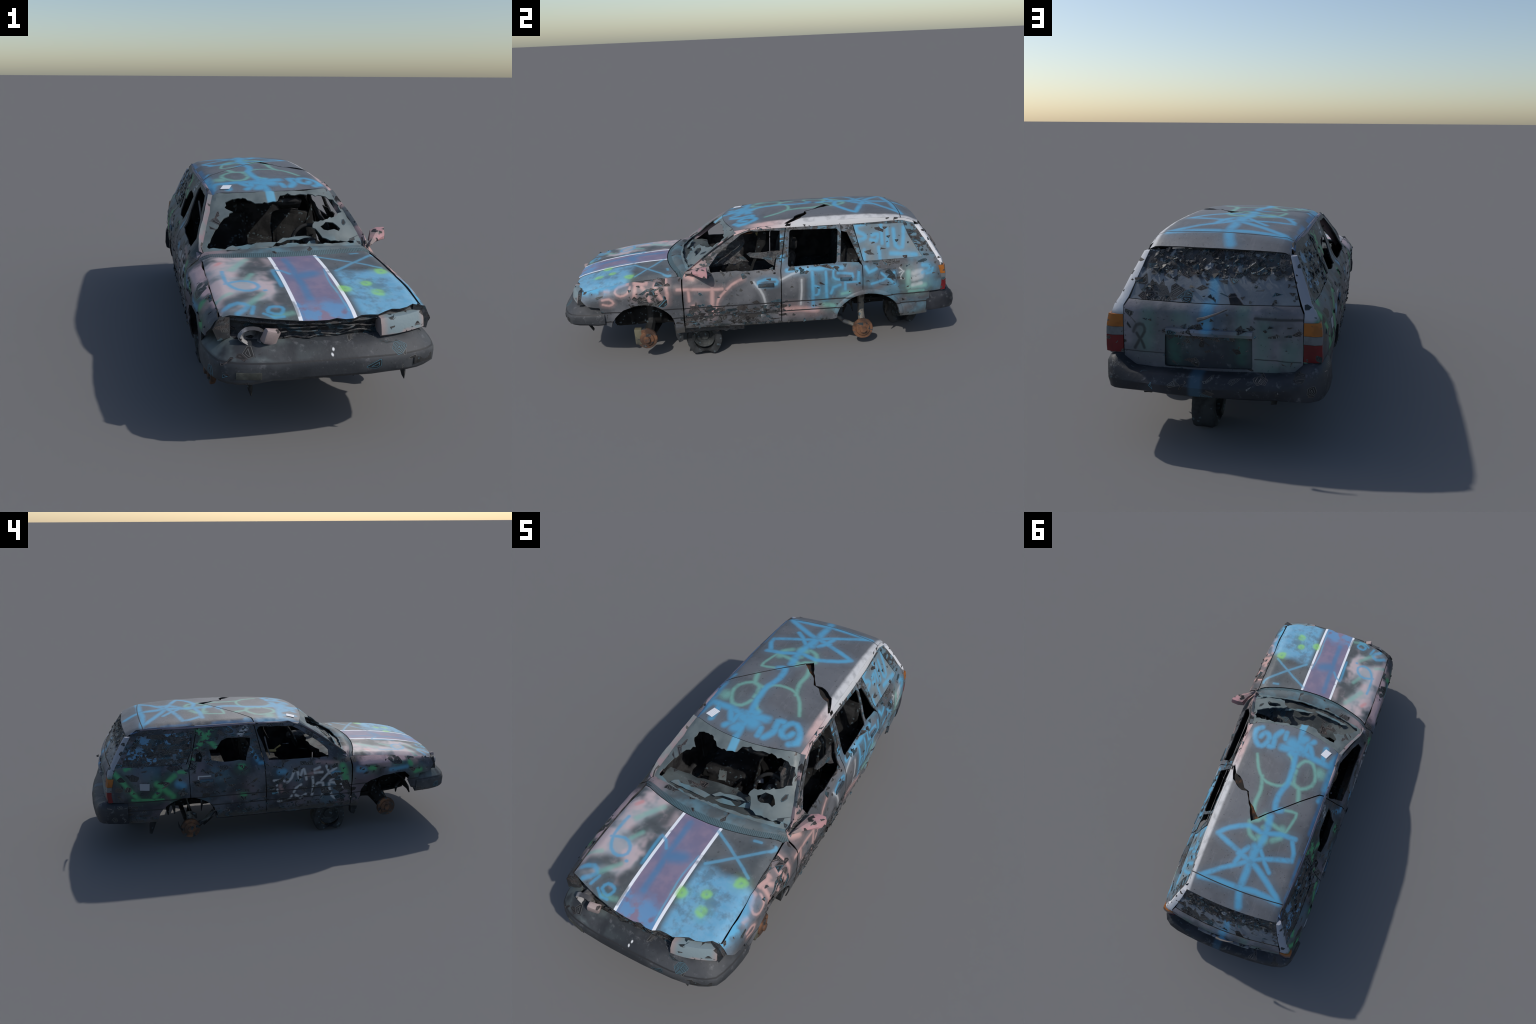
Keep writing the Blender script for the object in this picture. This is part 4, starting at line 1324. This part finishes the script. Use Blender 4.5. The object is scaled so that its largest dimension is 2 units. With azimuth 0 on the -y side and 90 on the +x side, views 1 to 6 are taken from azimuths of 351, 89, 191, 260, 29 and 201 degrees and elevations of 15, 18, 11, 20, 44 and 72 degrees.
panel("rear_window", car, glass, [], lambda x, z: (x, rear_y(x, z) - .003, z), (0, 1, .4), [M["pane_rear"], M["char"]], gap=.016, bumps=.0012, crush=glitch_facets, smooth=12)
tube("wiper_arm", car, [(.034, .952, .420), (.010, .955, .428), (-.03, .952, .444), (-.058, .945, .456)], [.007, .005, .003, .002], [M["wiper"]], n=6)
half = [(0, .999), (.07, .998), (.14, .995), (.21, .989), (.27, .980), (.317, .968), (.341, .950), (.355, .922), (.3625, .88), (.366, .85), (.368, .815)]
line = ([(-x - .008, y) for x, y in reversed(half[1:])] + [(x - .008, y) for x, y in half])[::-1]


def rear_section(x, y):
    zt = .250 + .038 * step(.26, .34, abs(x))
    zb = .176 - .010 * step(.2, .34, abs(x)) + .008 * step(.1, .34, x)
    return [(.03, zb), (.006, zb + .012), (0, zb + .04), (.003, zt - .028), (.012, zt - .008), (.026, zt), (.075, zt + .002), (.085, zt - .03), (.07, zb + .01)]


bumper("rear_bumper", line, rear_section, [M["rear_bumper"]], .0025)
for px, py, w, h in ((.215, .90, .028, .016), (-.205, .93, .02, .016)):
    box("bumper_bracket", car, (px, py, .165), (w, .04, h), [M["dark"]], bevel=.003, bumps=.004, cuts=1)
tube("torn_strip", car, [(-.345, .680, .20), (-.340, .695, .14), (-.334, .706, .090)], [.020, .015, .007], [M["rubber"]], n=6, flat=.5, bumps=.003)
tube("torn_strip", car, [(-.318, .535, .085), (-.318, .552, .105), (-.314, .558, .135)], [.007, .006, .002], [M["dark"]], n=5)
tube("torn_strip", car, [(-.316, .450, .100), (-.314, .425, .118), (-.308, .398, .130)], [.007, .005, .001], [M["dark"]], n=5)
tube("torn_strip", car, [(-.29, .480, .17), (-.30, .462, .160), (-.30, .458, .14)], [.008, .010, .004], [M["dark"]], n=5)
tube("torn_strip", car, [(-.30, .580, .24), (-.29, .575, .20), (-.285, .57, .17)], [.012, .009, .003], [M["dark"]], n=5, bumps=.003)
for sy, sz, sx in ((-.66, .27, 1), (-.52, .28, 1), (-.70, .26, -1), (-.55, .27, -1), (-.48, .25, -1), (.40, .25, 1), (.62, .24, 1), (.60, .25, -1)):
    tube("torn_strip", car, [(sx * .31, sy, sz), (sx * .295, sy + .012, sz - .04), (sx * .28, sy + .004, sz - .085)], [.014, .010, .003], [M["void"]], n=5, flat=.6, bumps=.006)
tube("torn_strip", car, [(-.32, .43, .27), (-.31, .428, .22), (-.30, .43, .18)], [.008, .006, .002], [M["dark"]], n=5)
tube("torn_strip", car, [(-.30, .42, .10), (-.30, .39, .125), (-.305, .365, .145)], [.006, .005, .001], [M["dark"]], n=5)
tube("torn_strip", car, [(.31, .43, .26), (.30, .445, .22), (.295, .455, .18)], [.010, .008, .003], [M["dark"]], n=5)

# ---- door mirror, handles, fuel flap
rings = []
for y, x0, x1, z0, z1 in ((-.366, .322, .340, .448, .458), (-.340, .330, .366, .452, .472), (-.305, .345, .408, .452, .490), (-.275, .356, .424, .446, .498), (-.264, .358, .424, .446, .498), (-.262, .366, .416, .456, .490)):
    rings.append([(x0, y - .01, z0), ((x0 + x1) / 2, y - .004, z0 - .003), (x1, y, z0 + .006), (x1 + .002, y, (z0 + z1) / 2), (x1 - .004, y, z1 - .002), ((x0 + x1) / 2, y - .004, z1), (x0 + .004, y - .01, z1 - .010)])
loft("door_mirror", car, rings, [M["mirror"]], bumps=.004, bump_scale=30, smooth=20)
for sign, hs in ((1, ((-.022, .056, .377), (.380, .439, .383))), (-1, ((.370, .440, .375),))):
    for y0, y1, z in hs:
        y = (y0 + y1) / 2
        box("door_handle", car, (sign * (side_x(y, z) + .001), y, z), (.010, y1 - y0, .018), [M["handle"]], bevel=.004, bumps=.002, cuts=1)
panel("fuel_flap", car, rounded([(.582, .339), (.582, .405), (.657, .404), (.660, .338)], .008), [], lambda y, z: (side_x(y, z) + .0015, y, z), (1, 0, 0), [M["left"], M["char"]], gap=.018, thick=.002, bumps=.0004)
panel("paper_label", car, [(.747, .386), (.697, .382), (.70, .347), (.748, .351)], [], lambda y, z: (-side_x(y, z) - .003, y, z), (-1, 0, 0), [M["label_old"]], gap=.02, thick=.001, bumps=.0)

# ---- raised shards added to imitate the scan's dark glitch patches
def raised_glitch(name, place, regions, outward, seed, mats):
    """regions: (how many, first coordinate range, second coordinate range, smallest, largest)"""
    r = random.Random(seed)
    co, faces = [], []
    for count, (u0, u1), (v0, v1), small, large in regions:
        for _ in range(count):
            u, v = r.uniform(u0, u1), r.uniform(v0, v1)
            size, turn = r.uniform(small, large), r.uniform(0, 6.28)
            n = r.choice((3, 3, 4))
            k = len(co)
            for j in range(n):
                a = turn + 6.28 * j / n + r.uniform(-.5, .5)
                d = size * r.uniform(.35, 1)
                p = Vector(place(u + d * math.cos(a), v + .7 * d * math.sin(a)))
                co.append(p + Vector(outward) * (.0008 + r.choice((0, 0, .003, .007)) * size / large))
            for j in range(n):
                co.append(co[k + j] - Vector(outward) * .0012)
            faces.append(tuple(range(k, k + n)))
            faces.append(tuple(range(k + 2 * n - 1, k + n - 1, -1)))
            faces += [(k + (j + 1) % n, k + j, k + n + j, k + n + (j + 1) % n) for j in range(n)]
    me = bpy.data.meshes.new(name)
    me.from_pydata(co, [], faces)
    me.update()
    add(name, me, car, mats, None, kind="stuff")


raised_glitch("panel_glitch_shards", on_side(1), [(60, (-.36, .10), (.18, .275), .006, .020), (26, (-.30, .78), (.425, .455), .008, .026), (16, (-.66, -.48), (.33, .40), .008, .03), (40, (-.05, .42), (.622, .634), .004, .014), (10, (-.38, .84), (.20, .42), .004, .012),
                                   (26, (-.34, .35), (.175, .185), .006, .018)], (1, 0, .1), 5, [M["glitch_dark"]])
raised_glitch("panel_glitch_shards", on_side(-1), [(60, (-.36, .88), (.30, .45), .006, .026), (60, (-.36, .34), (.17, .25), .005, .018), (30, (.40, .50), (.50, .62), .006, .02), (20, (-.85, -.45), (.34, .40), .006, .02)], (-1, 0, .1), 6, [M["glitch_dark"]])
raised_glitch("pane_glitch_shards", lambda y, z: (-side_x(y, z) + .004, y, z), [(110, (.50, .78), (.47, .60), .006, .024)], (-1, 0, .25), 7, [M["glitch_dark"], M["pane_right"]])
raised_glitch("pane_glitch_shards", lambda y, z: (side_x(y, z) - .004, y, z), [(12, (.50, .76), (.47, .61), .006, .018)], (1, 0, .25), 8, [M["glitch_dark"]])
raised_glitch("pane_glitch_shards", lambda x, z: (x, rear_y(x, z) - .001, z), [(150, (-.22, .22), (.545, .61), .004, .016), (34, (-.26, .26), (.47, .55), .006, .022)], (0, .8, .5), 9, [M["glitch_dark"]])
raised_glitch("panel_glitch_shards", on_rear, [(30, (-.14, .15), (.36, .40), .006, .022), (20, (-.28, .28), (.25, .44), .005, .016)], (0, 1, .1), 10, [M["glitch_dark"]])

# ---- underside, wheel housings and engine
floor = [(-.26, -.74), (.26, -.74), (.26, -.44), (.30, -.40), (.30, .36), (.24, .38), (.24, .66), (.30, .68), (.30, .90), (-.30, .90), (-.30, .68), (-.24, .66), (-.24, .38), (-.30, .36), (-.30, -.40), (-.26, -.44)]
panel("floor_pan", car, floor, [], lambda x, y: (x, y, hermite(y, (-.74, -.45, .35, .42, .6, .9), (.20, .17, .19, .21, .22, .185))), (0, 0, -1), [M["dark"], M["void"]], gap=.04, bumps=.008, bump_scale=14, thick=.01)
for sign in (1, -1):
    for cy, cz, ry, rz in ((-.595, .185, .158, .14), (.52, .18, .158, .135)):
        rings = []
        for i in range(13):
            a = math.radians(4 + 172 * i / 12)
            rings.append([(sign * x, cy - ry * math.cos(a) * k, cz + rz * math.sin(a) * k) for x, k in ((.335, 1.0), (.29, 1.04), (.23, 1.05), (.20, .92))])
        ob = loft("wheel_housing", car, rings, [M["void"]], closed=False, caps=False, bumps=.006, bump_scale=25)
        m = ob.modifiers.new("sheet", "SOLIDIFY")
        m.thickness = .006
        rings = []
        for k in (1.0, .7, .35, .02):
            rings.append([(sign * .205, cy - ry * math.cos(math.radians(4 + 172 * i / 12)) * k, cz + rz * math.sin(math.radians(4 + 172 * i / 12)) * k) for i in range(13)])
        ob = loft("wheel_housing", car, rings, [M["void"]], closed=False, caps=False, bumps=.006, bump_scale=25)
        m = ob.modifiers.new("sheet", "SOLIDIFY")
        m.thickness = .006
box("engine", car, (.02, -.64, .28), (.42, .32, .17), [M["void"]], bevel=.02, bumps=.02, cuts=3)
box("engine_sump", car, (.13, -.61, .218), (.27, .27, .10), [M["void"]], bevel=.02, bumps=.012, cuts=2)
box("liner_scrap", car, (-.205, -.505, .235), (.08, .13, .16), [M["void"]], bevel=.02, turn=(.25, 0, 0), bumps=.014, cuts=2)
tube("control_arm", car, [(-.295, -.615, .12), (-.235, -.57, .18), (-.19, -.54, .25)], [.036, .040, .045], [M["void"]], bumps=.012)
box("front_crossmember", car, (0, -.84, .25), (.52, .10, .05), [M["dark"]], bevel=.01, bumps=.01, cuts=2)
box("fuel_tank", car, (-.02, .66, .20), (.34, .16, .06), [M["void"]], bevel=.015, bumps=.01, cuts=2)

# ---- inside
def on_dash(x, y):
    k = (y + .40) / .16
    return (x, y + .12 * x * x, .452 - .03 * k * k + .010 * noise.noise(Vector((x * 12, y * 12, 3))) - .10 * x * x)


panel("dashboard", car, ragged([(-.29, -.40), (.29, -.40), (.28, -.27), (.12, -.255), (-.02, -.245), (-.16, -.265), (-.28, -.275)], .008, .03, 61), [], on_dash, (0, 0, 1), [M["dash"], M["inside"]], gap=.022, thick=.05, bumps=.004, bump_scale=25, smooth=20)
panel("collapsed_panel", car, ragged([(-.26, -.26), (.05, -.245), (.04, -.12), (-.02, -.02), (-.25, -.02)], .01, .04, 62), [], lambda x, y: (x, y, .275 - .12 * (y + .26) + .012 * noise.noise(Vector((x * 9, y * 9, 7)))), (0, 0, 1), [M["panel_brown"], M["inside"]], gap=.03, thick=.02, bumps=.006, bump_scale=12, smooth=20)
tube("steering_column", car, [(.15, -.27, .42), (.147, -.20, .425), (.145, -.165, .43)], [.03, .026, .02], [M["nose"]], bumps=.008)
tube("seat_belt", car, [(.19, .02, .62), (.195, .01, .54), (.19, -.02, .46), (.20, -.05, .40)], [.020, .024, .022, .018], [M["void"]], n=6, flat=.35, bumps=.004)
box("paper_scrap", car, (-.08, -.19, .412), (.032, .045, .002), [M["dash"]], bevel=0, turn=(.3, .2, .5))
box("paper_scrap", car, (.065, -.13, .40), (.03, .022, .004), [M["label_old"]], bevel=0, turn=(.2, .3, .6))
box("bulkhead", car, (0, -.385, .30), (.62, .02, .26), [M["void"]], bevel=.004)
for sx in (-.145, .145):
    box("front_seat", car, (sx, .01, .25), (.20, .22, .11), [M["inside"]], bevel=.03, bumps=.012, cuts=3)
    box("seat_back", car, (sx, .135, .37), (.19, .06, .25), [M["seat"]], bevel=.025, turn=(-.22, 0, 0), bumps=.012, cuts=3, taper=.85)
    box("head_rest", car, (sx, .175, .520), (.10, .035, .05), [M["seat"]], bevel=.014, turn=(-.2, 0, 0), bumps=.006, cuts=2)
box("rear_seat", car, (0, .33, .255), (.54, .20, .11), [M["inside"]], bevel=.03, bumps=.012, cuts=3)
box("rear_seat_back", car, (0, .455, .36), (.53, .06, .22), [M["inside"]], bevel=.025, turn=(-.2, 0, 0), bumps=.012, cuts=3)
box("load_floor", car, (0, .73, .29), (.52, .32, .02), [M["inside"]], bevel=.006, bumps=.008, cuts=3)
tor = bmesh.new()
ring_n, tube_n, R0, r0 = 28, 7, .072, .008
co, faces = [], []
for i in range(ring_n):
    a = 2 * math.pi * i / ring_n
    for j in range(tube_n):
        b = 2 * math.pi * j / tube_n
        p = Vector(((R0 + r0 * math.cos(b)) * math.cos(a), r0 * math.sin(b), (R0 + r0 * math.cos(b)) * math.sin(a)))
        p = Matrix.Rotation(-.45, 3, "X") @ p + Vector((.145, -.185, .425))
        co.append(p)
        faces.append((i * tube_n + j, ((i + 1) % ring_n) * tube_n + j, ((i + 1) % ring_n) * tube_n + (j + 1) % tube_n, i * tube_n + (j + 1) % tube_n))
tor.free()
me = bpy.data.meshes.new("steering_wheel")
me.from_pydata(co, [], faces)
add("steering_wheel", me, car, [M["inside"]], 60)
tube("rear_view_mirror", car, [(-.01, -.155, .588), (.03, -.155, .590), (.085, -.155, .590), (.115, -.15, .586)], [.012, .022, .022, .012], [M["inside"]], flat=.8, bumps=.004)
box("torn_lining", car, (.05, -.11, .615), (.20, .06, .02), [M["inside"]], bevel=.005, bumps=.014, cuts=3)
tube("seat_belt", car, [(-.27, .075, .56), (-.265, .06, .50), (-.262, .045, .455)], [.004, .004, .004], [M["belt"]], n=5)
box("seat_foam", car, (-.235, .03, .468), (.02, .05, .012), [M["foam"]], bevel=.004, bumps=.004, cuts=1, turn=(.2, .2, .3))
tube("seat_foam", car, [(-.235, .01, .475), (-.24, -.02, .497)], [.004, .005], [M["foam"]], n=5)

# ---- three burnt wheels that carry the wreck (things of their own)
M_TURN = Matrix.Translation((OFF_X, OFF_Y, 0)) @ Matrix.Rotation(YAW, 4, "Z")


def prop_wheel(x, y, r, width, face, seed):
    top = bpy.data.objects.new("burnt_wheel", None)
    bpy.context.scene.collection.objects.link(top)
    base = M_TURN @ Vector((x, y, 0))
    top.location = base
    top.rotation_euler = (0, 0, YAW)
    top["label"] = "charred old wheel with a collapsed tyre"
    top["category"] = "wheel"
    w = width / 2

    def squash(p):
        z = p.z
        low = max(0.0, (-z - .62 * r) / (.38 * r))
        notch = .45 * r * low * math.exp(-(p.y / (.45 * r)) ** 2)
        return Vector((p.x * (1 + .12 * low), p.y * (1 + .1 * low), z + notch * .9))
    tyre = [(r * .60, -w * .85), (r * .80, -w), (r * .95, -w * .9), (r, -w * .6), (r * .99, 0), (r, w * .6), (r * .95, w * .9), (r * .80, w), (r * .60, w * .85), (r * .58, 0), (r * .60, -w * .85)]
    ty = lathe("tyre", top, (0, 0, r), tyre, [M["rubber"]], n=36, bumps=.004, squash=squash)
    low = min(v.co.z for v in ty.data.vertices)
    for v in ty.data.vertices:
        v.co.z -= low * max(0.0, 1 - v.co.z / (1.6 * r))
    rim = [(r * .62, .8 * w * face), (r * .58, .86 * w * face), (r * .50, .70 * w * face), (r * .42, .35 * w * face), (r * .30, .30 * w * face), (r * .26, .42 * w * face), (r * .10, .45 * w * face), (0, .46 * w * face)]
    rim += [(r * .12, -.1 * w * face), (r * .55, -.2 * w * face), (r * .60, -.8 * w * face)]
    lathe("wheel_rim", top, (0, 0, r + .004), rim, [M["rim"]], n=28, bumps=.0025)


prop_wheel(.262, -.303, .090, .082, 1, 1)
prop_wheel(-.286, -.285, .092, .085, -1, 2)
prop_wheel(.050, .765, .092, .085, 1, 3)
